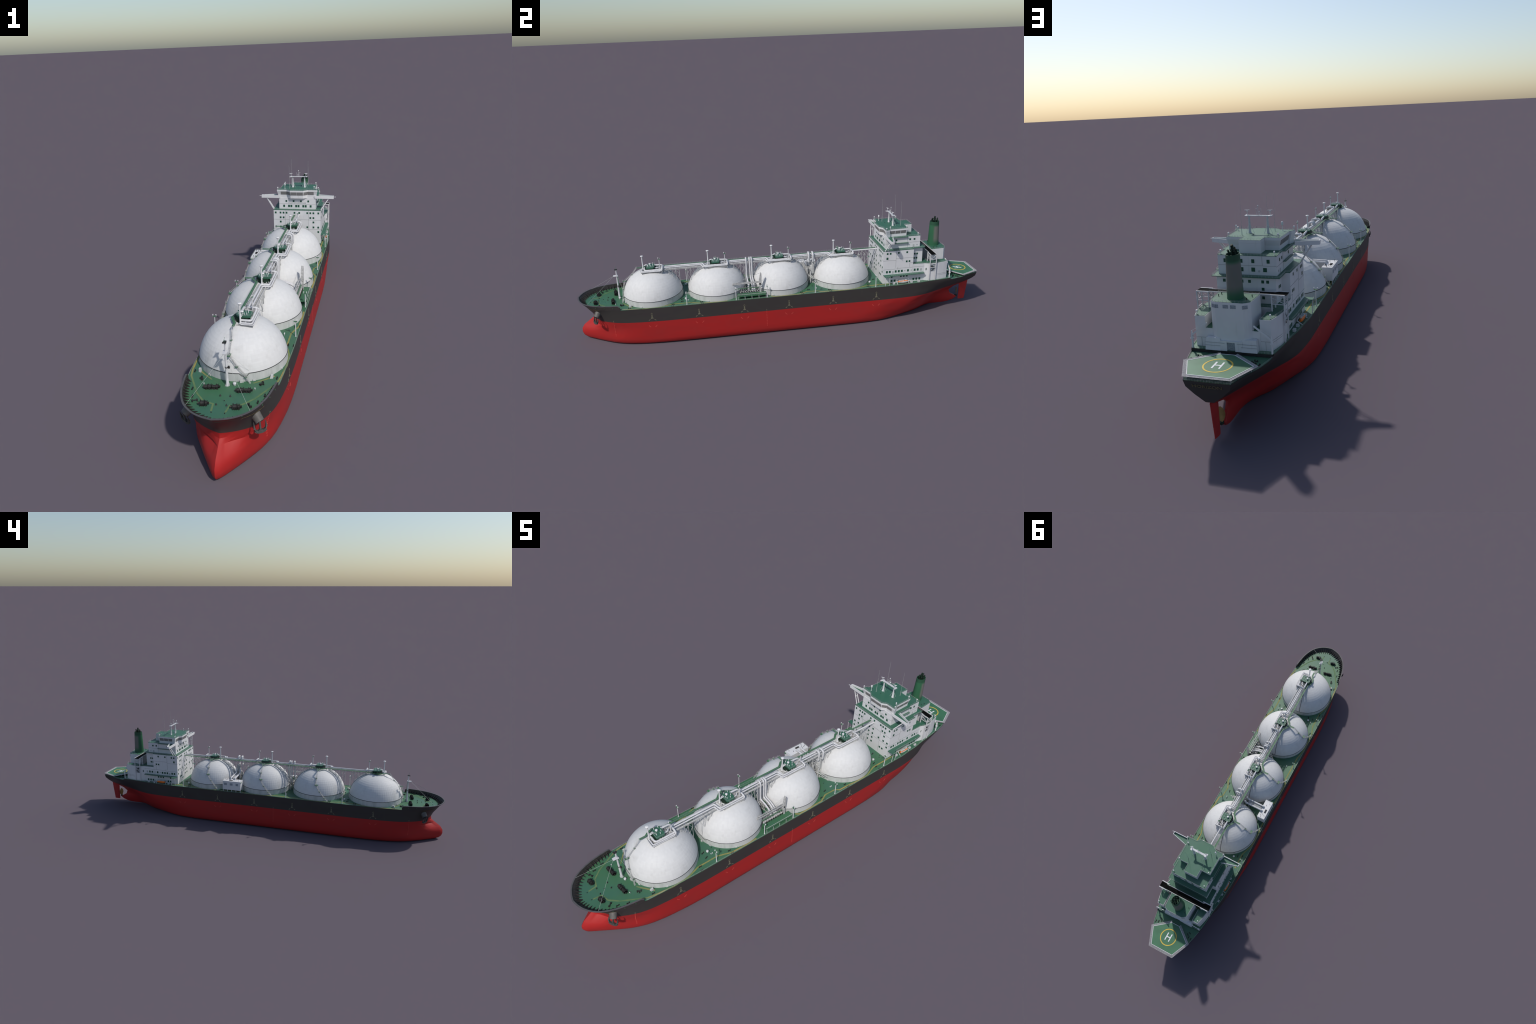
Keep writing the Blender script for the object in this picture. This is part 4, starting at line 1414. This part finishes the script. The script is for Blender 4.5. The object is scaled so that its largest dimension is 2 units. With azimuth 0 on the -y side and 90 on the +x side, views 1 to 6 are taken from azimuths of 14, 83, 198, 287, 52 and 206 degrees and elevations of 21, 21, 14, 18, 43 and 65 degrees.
# lettering on the front and on the hull ----------------------------------
def text_mesh(s, size):
    cu = bpy.data.curves.new("lettering", "FONT")
    cu.body = s
    cu.size = size
    cu.align_x = "CENTER"
    cu.align_y = "CENTER"
    cu.extrude = 0.0
    cu.resolution_u = 4
    ob = bpy.data.objects.new("lettering_tmp", cu)
    bpy.context.scene.collection.objects.link(ob)
    dg = bpy.context.evaluated_depsgraph_get()
    me = bpy.data.meshes.new_from_object(ob.evaluated_get(dg))
    bpy.data.objects.remove(ob)
    vs = [v.co.copy() for v in me.vertices]
    fs = [tuple(p.vertices) for p in me.polygons]
    bpy.data.meshes.remove(me)
    return vs, fs


def solid_letters(vs, fs, fn, depth=.0005):
    """letters as thin raised plates; fn maps (u, v, d) to a point on the surface"""
    n = len(vs)
    mb = MB()
    v = [fn(p.x, p.y, depth) for p in vs] + [fn(p.x, p.y, -depth) for p in vs]
    f = list(fs) + [tuple(i + n for i in q[::-1]) for q in fs]
    from collections import Counter
    cnt = Counter()
    for q in fs:
        for a, b in zip(q, q[1:] + q[:1]):
            cnt[(a, b)] += 1
    for (a, b) in list(cnt):
        if (b, a) not in cnt:
            f.append((b, a, a + n, b + n))
    return mb.add(v, f)


vs, fs = text_mesh("NO SMOKING", .0098)
wx = max(p.x for p in vs)
put("warning_lettering", solid_letters(vs, fs, lambda u, v, d: (u * .0425 / wx, UF - .0003 - d, .3935 + v)), "name_pale", house_ob)
vs, fs = text_mesh("HORIZON", .0115)
wx = max(p.x for p in vs)
for sg in (1, -1):
    def on_bow(u, v, d, sg=sg):
        s = u / wx * sg
        yy = -.9115 + .0310 * s
        zz = .1885 + .0035 * s * 0 + v * .85
        return (sg * (half_breadth(yy, zz) + .0010 + d), yy - .0006, zz)
    mbx = solid_letters(vs, fs, on_bow)
    put("ship_name", mbx, "name_gold", hull)


def on_stern(u, v, d):
    zz = .1690 + v * 1.0
    y_end = .989 + (.999 - .989) * (zz - .122) / (.182 - .122)
    return (-u * .0400 / wx, y_end + .0010 + d, zz)


put("ship_name", solid_letters(vs, fs, on_stern), "name_gold", hull)

# tug push marks and draught marks -----------------------------------------
mk, mp = MB(), MB()
MARKS = [-.6410, -.4215, -.2070, .0085, .2250, .4410]
def plate(mb, sg, pts):
    n = len(pts)
    v = [(sg * (half_breadth(yy, zz) + o), yy, zz) for o in (.0006, -.0006) for yy, zz in pts]
    mb.add(v, [tuple(range(n)), tuple(range(n, 2 * n))[::-1]] + [(i, n + i, n + (i + 1) % n, (i + 1) % n) for i in range(n)])
def arcband(mb, sg, cy, cz, r0, r1, a0, a1, n=5):
    for k in range(n):
        t0, t1 = a0 + (a1 - a0) * k / n, a0 + (a1 - a0) * (k + 1) / n
        plate(mb, sg, [(cy + r * math.cos(t), cz + r * math.sin(t)) for r, t in ((r0, t0), (r1, t0), (r1, t1), (r0, t1))])
for sg in (1, -1):
    for my in MARKS:
        plate(mk, sg, [(my - .0016, .1590), (my + .0016, .1590), (my + .0030, .1530), (my + .0020, .1480), (my + .0068, .1390), (my - .0068, .1390), (my - .0020, .1480), (my - .0030, .1530)])
        for k in range(2):
            s = 1 if k else -1
            plate(mk, sg, [(my + s * .0006, .1685), (my + s * .0044, .1640), (my + s * .0030, .1632), (my + s * .0002, .1664)])
            plate(mk, sg, [(my + s * .0044, .1638), (my + s * .0026, .1594), (my + s * .0016, .1602), (my + s * .0030, .1636)])
        arcband(mk, sg, my, .1165, .0190, .0220, math.radians(35), math.radians(62))
        arcband(mk, sg, my, .1165, .0190, .0220, math.radians(118), math.radians(145))
        arcband(mp, sg, my, .1120, .0195, .0225, math.radians(-60), math.radians(-25))
        arcband(mp, sg, my, .1120, .0195, .0225, math.radians(205), math.radians(240))
    for y0 in (-.1010, -.8230):
        for k in range(11):
            zz = .043 + .0085 * k
            tgt = mp if zz < .121 else mk
            plate(tgt, sg, [(y0 - .0016, zz), (y0 + .0012 + .0008 * (k % 2), zz), (y0 + .0016, zz + .0042), (y0 - .0012, zz + .0042)])
put("tug_mark", mk, "mark_olive", hull)
put("draught_mark", mp, "mark_pink", hull)

# bow chock openings in the bulwark
ck = MB()
for sg in (1, -1):
    for yy, zz in ((-.855, .2030), (-.815, .2030), (-.895, .2045), (-.955, .2050)):
        bb = half_breadth(yy, zz)
        ck.merge(MB().box(-.0022, .0022, -.0012, .0012, -.0012, .0012), Matrix.Translation((sg * bb, yy, zz)))
put("bulwark_chock", ck, "grating_green", hull)

# ------------------------------------------------------------------ compass deck: masts, aerials, lights
rm = MB()
for sg in (1, -1):
    rm.lathe([(.0062, .4604), (.0044, .4640), (.0036, .485), (.0028, .5140)], (sg * .0295, .5540, 0), 8)
    for dx, dy in ((.013, -.004), (-.013, -.004), (.008, .012), (-.008, .012)):
        rm.cyl((sg * .0295, .5540, .4930), (sg * .0295 + dx, .5540 + dy, .4604), .00045, n=4)
rm.prism([(-.0435, .5400), (-.0370, .5440), (-.0330, .5470), (.0330, .5470), (.0370, .5440), (.0435, .5390), (.0430, .5580), (.0340, .5600), (.0300, .5560), (-.0300, .5560), (-.0340, .5600), (-.0430, .5580)], .5128, .5152)
for sg in (1, -1):
    rm.lathe([(.0012, .5152), (.0012, .5240), (.0026, .5250), (.0026, .5290)], (sg * .0370, .5480, 0), 8)
    rm.bar((sg * .0370 - .007, .5450, .5305), (sg * .0370 + .007, .5510, .5305), .0018, .0018)
rm.cyl((0, .552, .5152), (0, .552, .5420), .0006, n=5); rm.ball((0, .552, .5440), .0024, 8)
rm.cyl((.006, .549, .5152), (.006, .549, .5360), .0005, n=4); rm.cyl((.004, .549, .536), (.010, .549, .536), .0005, n=4)
rm.cyl((-.008, .549, .5152), (-.008, .549, .5360), .0005, n=4)
rm.cyl((-.003, .550, .5152), (-.003, .550, .5250), .0006, n=5); rm.ball((-.003, .550, .5260), .0018, 8)
put("radar_mast", rm, "pipe_grey", wh_ob)
an = MB()
for px, py, z0, z1 in ((-.0418, .5226, .4604, .5780), (.0424, .5888, .4604, .5840), (-.0420, .5888, .4604, .5930)):
    an.cyl((px, py, z0), (px, py, z0 + .0300), .0009, .0007, n=6)
    an.cyl((px, py, z0 + .0300), (px, py, z1), .00040, .00018, n=5)
put("whip_aerial", an, "rail_white", wh_ob)
sat = MB()
sat.lathe([(.0022, .4604), (.0008, .462), (.0008, .4770)], (-.0625, .5122, 0), 8)
sat.lathe([(.0024, .4770), (.0036, .4785), (.0036, .4850), (.0030, .4880), (.0015, .4895), (.0001, .4900)], (-.0625, .5122, 0), 12)
put("satellite_dome", sat, "lamp_white", wh_ob)
fl = MB()
fl.cyl((0, 0, 0), (0, 0, .0075), .0008, n=6)
fl.cyl((0, 0, 0), (0, 0, .0012), .0018, n=6)
fl.cyl((0, -.0020, .0100), (0, .0022, .0100), .0030, .0026, n=10)
fl_me = fl.mesh("searchlight")
sl = [(.0790, .6064, .4604, .4), (-.0775, .6066, .4604, -.4), (.0800, .5240, .4604, .6), (-.0960, .5000, .4604, 0), (.0965, .5000, .4604, 0), (.0837, .6641, .4209, 1), (-.0822, .6642, .4209, -1), (.1080, .8030, .2820, 1), (-.1075, .8025, .2820, -1), (.1095, .4870, .4604 - .098, 0)]
repeat("searchlight", fl_me, "lamp_white", ship, sl[:9])
sp = MB()
for px, py in ((.010, .580), (-.020, .530)):
    sp.cyl((px, py, .4604), (px, py, .4640), .0010, n=6)
put("roof_cleat", sp, "iron_black", wh_ob)
rails(rail_mb, [(p[0] * .985, (p[1] - .56) * .985 + .56, .4604) for p in p_top + p_top[:1]], .0055, .0095, .00024)
rails(rail_mb, [(-UX, UA, .4209), (UX, UA, .4209), (UX, .6130, .4209)], .0055, .0095, .00026)
rails(rail_mb, [(-UX, UA, .4209), (-UX, .6130, .4209)], .0055, .0095, .00026)
gz = .3624
rails(rail_mb, [(-AX, .4815, gz), (AX, .4815, gz), (AX, .634, gz)], .0055, .0105, .00028)
rails(rail_mb, [(-AX, .4815, gz), (-AX, .634, gz), (-.1042, .634, gz), (-.1042, .6957, gz), (.1042, .6957, gz), (.1042, .634, gz), (AX, .634, gz)], .0055, .0105, .00028)
for sg in (1, -1):
    rails(rail_mb, [(sg * AX * .995, .634, .2820), (sg * AX * .995, .692, .2820), (sg * .1247, .7255, .2820), (sg * .1247, .7415, .2820), (sg * .1205, .7675, .2820), (sg * .1095, .811, .2820), (sg * .0805, .811, .2820)], .0055, .0105, .00028)
rails(rail_mb, [(-.0895, .7145, .2820), (.0895, .7145, .2820)], .0055, .010, .00028)
cp = [(-.0615, .7475), (.0615, .7475), (.0575, .8125), (.0490, .8207), (.0392, .8260), (-.0392, .8260), (-.0490, .8207), (-.0575, .8125), (-.0615, .7475)]
rails(rail_mb, [(a, b, .3305) for a, b in cp], .0055, .0115, .00026)

# ------------------------------------------------------------------ funnel
fu = MB()
FC = (-.0035, .7830, 0)
fu.lathe([(1.02, .3305), (1.0, .340), (.93, .395), (.845, .4545), (.78, .4545), (.78, .4400)], FC, 40, True, .0222, .0278)
fun = put("funnel", fix(fu.mesh("funnel"), 60), "funnel_paint", ship)
fi = MB()
fi.lathe([(.775, .4398), (.0001, .4400)], FC, 24, True, .0222, .0278)
for k in range(7):
    a = k * 2 * math.pi / 7
    px, py = FC[0] + .0105 * math.cos(a), FC[1] + .0135 * math.sin(a)
    fi.tube([(px, py, .440), (px, py, .4600 + .003 * (k % 3)), (px + .002, py + .003, .4640 + .003 * (k % 3))], .0022 + .0006 * (k % 2), 9, .003)
fi.tube([(FC[0], FC[1], .440), (FC[0], FC[1], .4740), (FC[0] + .001, FC[1] + .002, .4790)], .0042, 12, .003)
put("exhaust_pipe", fi, "trunk_green", fun)
fb = MB()
for px, py in ((.045, .765), (.047, .782), (-.048, .772), (-.042, .800)):
    fb.cyl((px, py, .3305), (px, py, .3350), .0011, n=7)
    fb.ball((px, py, .3355), .0016, 7)
put("casing_vent", fb, "iron_black", fun)

# ------------------------------------------------------------------ stores gantry across the engine casing
ga = MB()
for sg in (1, -1):
    for yy in (.7155, .7465):
        ga.bar((sg * .1296, yy, DECK), (sg * .1316, yy, .3290), .0032)
        ga.bar((sg * .0950, yy, .2820), (sg * .0950, yy, .3290), .0032)
        ga.bar((sg * .0935, yy, .3293), (sg * .1330, yy, .3293), .0034, .0030)
        ga.bar((sg * .0950, yy, .3030), (sg * .1316, yy, .3030), .0018)
        ga.bar((sg * .0950, yy, .3215), (sg * .1316, yy, .3060), .0015)
    for xx in (.0950, .1316):
        ga.bar((sg * xx, .7155, .3040), (sg * xx, .7465, .3040), .0018)
        ga.bar((sg * xx, .7155, .3275), (sg * xx, .7465, .3040), .0014)
        ga.bar((sg * xx, .7155, .3040), (sg * xx, .7465, .3270), .0014)
    for zz in (.2820, .2620):
        ga.bar((sg * .1316, .7155, zz), (sg * .1316, .7465, zz), .0018)
    ga.bar((sg * .1316, .7155, .2820), (sg * .1316, .7465, .2640), .0014)
ga.bar((-.0935, .7455, .3300), (.0935, .7455, .3300), .0016, .0030)
ga.bar((-.0935, .7205, .3290), (.0935, .7205, .3290), .0016, .0022)
gan = put("stores_gantry", ga, "pipe_grey", ship)
rc = MB()
for sg in (1, -1):
    rc.box(sg * .1245, sg * .1268, .7215, .7420, .2400, .2760)  # dark plate added on the wall in place of an open recess
put("dark_recess_plate", rc, "vent_grille", gan)
rw = MB()
for sg in (1, -1):
    rw.cyl((sg * .1266, .7290, .2640), (sg * .1285, .7290, .2640), .0062, n=12)
    rw.bar((sg * .1275, .7250, .2430), (sg * .1275, .7400, .2560), .0028)
put("hoist_drum", rw, "seam_dark", gan)
gb = MB()
gb.prism([(-.1375, .7180), (-.1080, .7180), (-.1000, .7235), (.1000, .7235), (.1080, .7180), (.1320, .7180), (.1320, .7430), (-.1375, .7430)], .3288, .3304)
put("gantry_beam", gb, "beam_black", gan)

# ------------------------------------------------------------------ stern: deck cranes, helideck
for sg in (1, -1):
    c = MB()
    bxp = sg * .1165
    c.cyl((bxp, .8270, DECK), (bxp, .8270, .2200), .0030, .0026, n=10)
    c.box(bxp - .0042, bxp + .0042, .8235, .8305, .2180, .2205)
    c.prism([(bxp - .0030, .8240), (bxp + .0030, .8240), (bxp + .0030, .8300), (bxp - .0030, .8300)], .2205, .2420, [(bxp - .0012, .8262), (bxp + .0012, .8262), (bxp + .0012, .8278), (bxp - .0012, .8278)])
    tip = (sg * .0680, .8290, .2690)
    c.bar((bxp, .8275, .2290), tip, .0026, .0040)
    c.cyl((bxp, .8272, .2420), tip, .0004, n=4)
    c.cyl(tip, (tip[0], tip[1], .2480), .0004, n=4)
    put("stores_crane", c, "house_white", ship)

hp = [(.1050, .9088), (.0646, .9994), (-.0646, .9994), (-.1050, .9088), (-.0250, .8475), (.0250, .8475)]
hi = [(.0944, .9112), (.0582, .9885), (-.0582, .9885), (-.0944, .9112), (-.0203, .8555), (.0203, .8555)]
HZ = .1925
h1 = MB().prism(hi, HZ - .0030, HZ)
heli = put("helideck", h1, "helideck_green", ship)
nt, edge = MB(), MB()
for i in range(5):
    a, b, c_, d_ = hp[i], hp[(i + 1) % 6], hi[(i + 1) % 6], hi[i]
    if i == 4: continue
    # safety net: bars and cross wires
    for k in range(5):
        t = k / 4
        p = [d_[j] + (a[j] - d_[j]) * t for j in (0, 1)]
        q = [c_[j] + (b[j] - c_[j]) * t for j in (0, 1)]
        nt.bar((p[0], p[1], HZ - .0008 + .0010 * t), (q[0], q[1], HZ - .0008 + .0010 * t), .0011 if k in (0, 4) else .0009, .0006)
    L = math.hypot(b[0] - a[0], b[1] - a[1])
    n = int(L / .0024)
    for k in range(n + 1):
        t = k / n
        p = [d_[j] + (c_[j] - d_[j]) * t for j in (0, 1)]
        q = [a[j] + (b[j] - a[j]) * t for j in (0, 1)]
        nt.bar((p[0], p[1], HZ - .0008), (q[0], q[1], HZ + .0002), .0009, .0005)
i = 5
for i in (5, 3):
    pass
a, b, c_, d_ = hp[5], hp[0], hi[0], hi[5]
for quad in ((hp[5], hp[0], hi[0], hi[5]),):
    a, b, c_, d_ = quad
    for k in range(5):
        t = k / 4
        p = [d_[j] + (a[j] - d_[j]) * t for j in (0, 1)]
        q = [c_[j] + (b[j] - c_[j]) * t for j in (0, 1)]
        nt.bar((p[0], p[1], HZ - .0008 + .0010 * t), (q[0], q[1], HZ - .0008 + .0010 * t), .0011 if k in (0, 4) else .0009, .0006)
    n = 38
    for k in range(n + 1):
        t = k / n
        p = [d_[j] + (c_[j] - d_[j]) * t for j in (0, 1)]
        q = [a[j] + (b[j] - a[j]) * t for j in (0, 1)]
        nt.bar((p[0], p[1], HZ - .0008), (q[0], q[1], HZ + .0002), .0009, .0005)
a, b, c_, d_ = hp[3], hp[4], hi[4], hi[3]
for k in range(5):
    t = k / 4
    p = [d_[j] + (a[j] - d_[j]) * t for j in (0, 1)]
    q = [c_[j] + (b[j] - c_[j]) * t for j in (0, 1)]
put("safety_net", nt, "net_grey", heli)
for i in range(6):
    a, b = hi[i], hi[(i + 1) % 6]
    edge.bar((a[0] * .99, (a[1] - .92) * .99 + .92, HZ + .0002), (b[0] * .99, (b[1] - .92) * .99 + .92, HZ + .0002), .0016, .0008)
put("helideck_edge", edge, "marking_white", heli)
HCY = .9245
ci = MB()
N = 64
v = []
for r, zz in ((.0362, HZ + .0004), (.0405, HZ + .0004), (.0405, HZ - .001), (.0362, HZ - .001)):
    v += [(r * math.cos(2 * math.pi * k / N), HCY + r * math.sin(2 * math.pi * k / N), zz) for k in range(N)]
f = []
for j in range(4):
    for k in range(N):
        f.append((j * N + k, ((j + 1) % 4) * N + k, ((j + 1) % 4) * N + (k + 1) % N, j * N + (k + 1) % N))
ci.add(v, [q[::-1] for q in f])
put("helideck_circle", fix(ci.mesh("helideck_circle")), "marking_yellow", heli)
hl = MB()
for sg in (1, -1):
    hl.box(sg * .0076, sg * .0126, .9046, .9420, HZ - .001, HZ + .0005)
hl.box(-.0077, .0077, .9208, .9256, HZ - .001, HZ + .0004)
put("helideck_letter", hl, "marking_white", heli)
hs = MB()
for sg in (1, -1):
    for xx, yy in ((.060, .985), (.090, .920), (.055, .890), (.025, .870), (.03, .960)):
        hs.cyl((sg * xx, yy, AFT_DECK), (sg * xx, yy, HZ - .003), .0012, n=6)
put("helideck_leg", hs, "pipe_grey", heli)
# ------------------------------------------------------------------ lifeboats and davits
lb, lbc, dv = MB(), MB(), MB()
for sg in (1, -1):
    sec = []
    for k in range(13):
        t = k / 12
        s = math.sin(math.pi * (.06 + .88 * t)) ** .45
        yy = .5555 + .0495 * t
        ring = []
        for q in range(12):
            a = 2 * math.pi * q / 12
            ring.append((sg * .1345 + .0066 * s * math.cos(a), yy, .2030 + (.0088 if math.sin(a) < 0 else .0062) * s * math.sin(a)))
        sec.append(ring)
    v = [p for r in sec for p in r]
    f = [(i * 12 + k, i * 12 + (k + 1) % 12, (i + 1) * 12 + (k + 1) % 12, (i + 1) * 12 + k) for i in range(12) for k in range(12)]
    f += [tuple(range(12)), tuple(range(144, 156))[::-1]]
    (lb if sg < 0 else lb).add(v, f, True)
    lbc.box(sg * .1345 - .0040, sg * .1345 + .0040, .5590, .5850, .2084, .2104)
    lbc.box(sg * .1345 - .0025, sg * .1345 + .0025, .5880, .5980, .2075, .2125)
    for yy in (.5510, .6090):
        dv.bar((sg * .1260, yy, .2030), (sg * .1420, yy, DECK), .0018, .0026)
        dv.bar((sg * .1260, yy, .2030), (sg * .1300, yy, .2140), .0016, .0022)
    for yy in (.5350, .625, .662):
        dv.box(sg * .1270, sg * .1360, yy - .005, yy + .005, DECK, .1955)
        dv.cyl((sg * .1270, yy - .004, .1985), (sg * .1360, yy - .004, .1985), .0016, n=6)
        dv.cyl((sg * .1270, yy + .004, .1985), (sg * .1360, yy + .004, .1985), .0016, n=6)
boat_me = fix(lb.mesh("lifeboat"), 60)
boat = put("lifeboat", boat_me, "boat_orange", ship)
put("lifeboat_canopy", lbc, "boat_grey", boat)
put("lifeboat_davit", dv, "pipe_grey", ship)
bc = MB()
v, f = [], []
for k in range(11):
    t = k / 10
    s = math.sin(math.pi * (.08 + .84 * t)) ** .45
    yy = .5565 + .0475 * t
    for q in range(7):
        a = math.radians(-62 + 90 * q / 6)
        v.append((.1345 + .0071 * s * math.cos(a), yy, .2030 + (.0093 if math.sin(a) < 0 else .0067) * s * math.sin(a)))
f = [(i * 7 + k, i * 7 + k + 1, (i + 1) * 7 + k + 1, (i + 1) * 7 + k) for i in range(10) for k in range(6)]
bc.add(v, f, True)
bcm = fix(bc.mesh("lifeboat_cover"), 60)
put("lifeboat_cover", bcm, "boat_grey", boat)

# ------------------------------------------------------------------ deck edge rails and walking lines
ys = list(np.linspace(-.775, .828, 150))
for sg in (1, -1):
    rails(rail_mb, [(sg * (half_breadth(yy, .192) - .0014), yy, DECK) for yy in ys], .0055, .0107, .00028)
    rails(rail_mb, [(sg * (half_breadth(yy, .182) - .0014), yy, AFT_DECK) for yy in np.linspace(.835, .997, 18)], .0055, .010, .0003)
    rails(rail_mb, [(sg * .030, STEP - .001, DECK), (sg * .115, STEP - .001, DECK)], .0055, .009, .0003)
rails(rail_mb, [(-.0625, .9972, AFT_DECK), (.0625, .9972, AFT_DECK)], .0065, .008, .00032)
put("railing", rail_mb, "rail_white", ship, stuff=True)
eg = MB()
for sg in (1, -1):
    for a, b in zip(ys, ys[1:]):
        eg.bar((sg * (half_breadth(a, .192) - .0008), a, DECK + .0006), (sg * (half_breadth(b, .192) - .0008), b, DECK + .0006), .0012, .0010)
put("deck_edge", eg, "rail_green", ship)

yl = MB()
line = [(-.0215, -.9300), (.0, 0)]
fwd = [(.0204, -.9287), (.0246, -.8960), (.0567, -.8870), (.0863, -.8536), (.1330, -.7677), (.1405, -.7300), (.1462, -.664), (.1446, -.6056), (.1255, -.5480), (.1252, -.4580), (.1440, -.4030), (.1462, -.3265), (.1445, -.2840)]
mid = [(.1345, -.0760), (.1455, -.0614), (.1462, -.0155), (.1440, .0620), (.1250, .1000), (.1272, .1560), (.1400, .1698), (.1415, .2250), (.1455, .2550), (.1462, .2950), (.1445, .3350), (.1235, .3930), (.1238, .5250)]
for sg in (1, -1):
    for path in (fwd, mid):
        strip(yl, [(sg * a, b, DECK + .0005) for a, b in path], .0058, .0009)
    strip(yl, [(sg * .0645, -.7774, DECK + .0005), (sg * .0964, -.7520, DECK + .0005), (sg * .1200, -.7300, DECK + .0005)], .0048, .0009)
strip(yl, [(-.1445, -.2840, DECK + .0005), (-.135, -.235, DECK + .0005), (-.1345, -.0760, DECK + .0005)], .0058, .0009)
put("walk_line", yl, "walk_yellow", ship)
for ob in bpy.data.objects:
    if "at" in ob:
        del ob["at"]
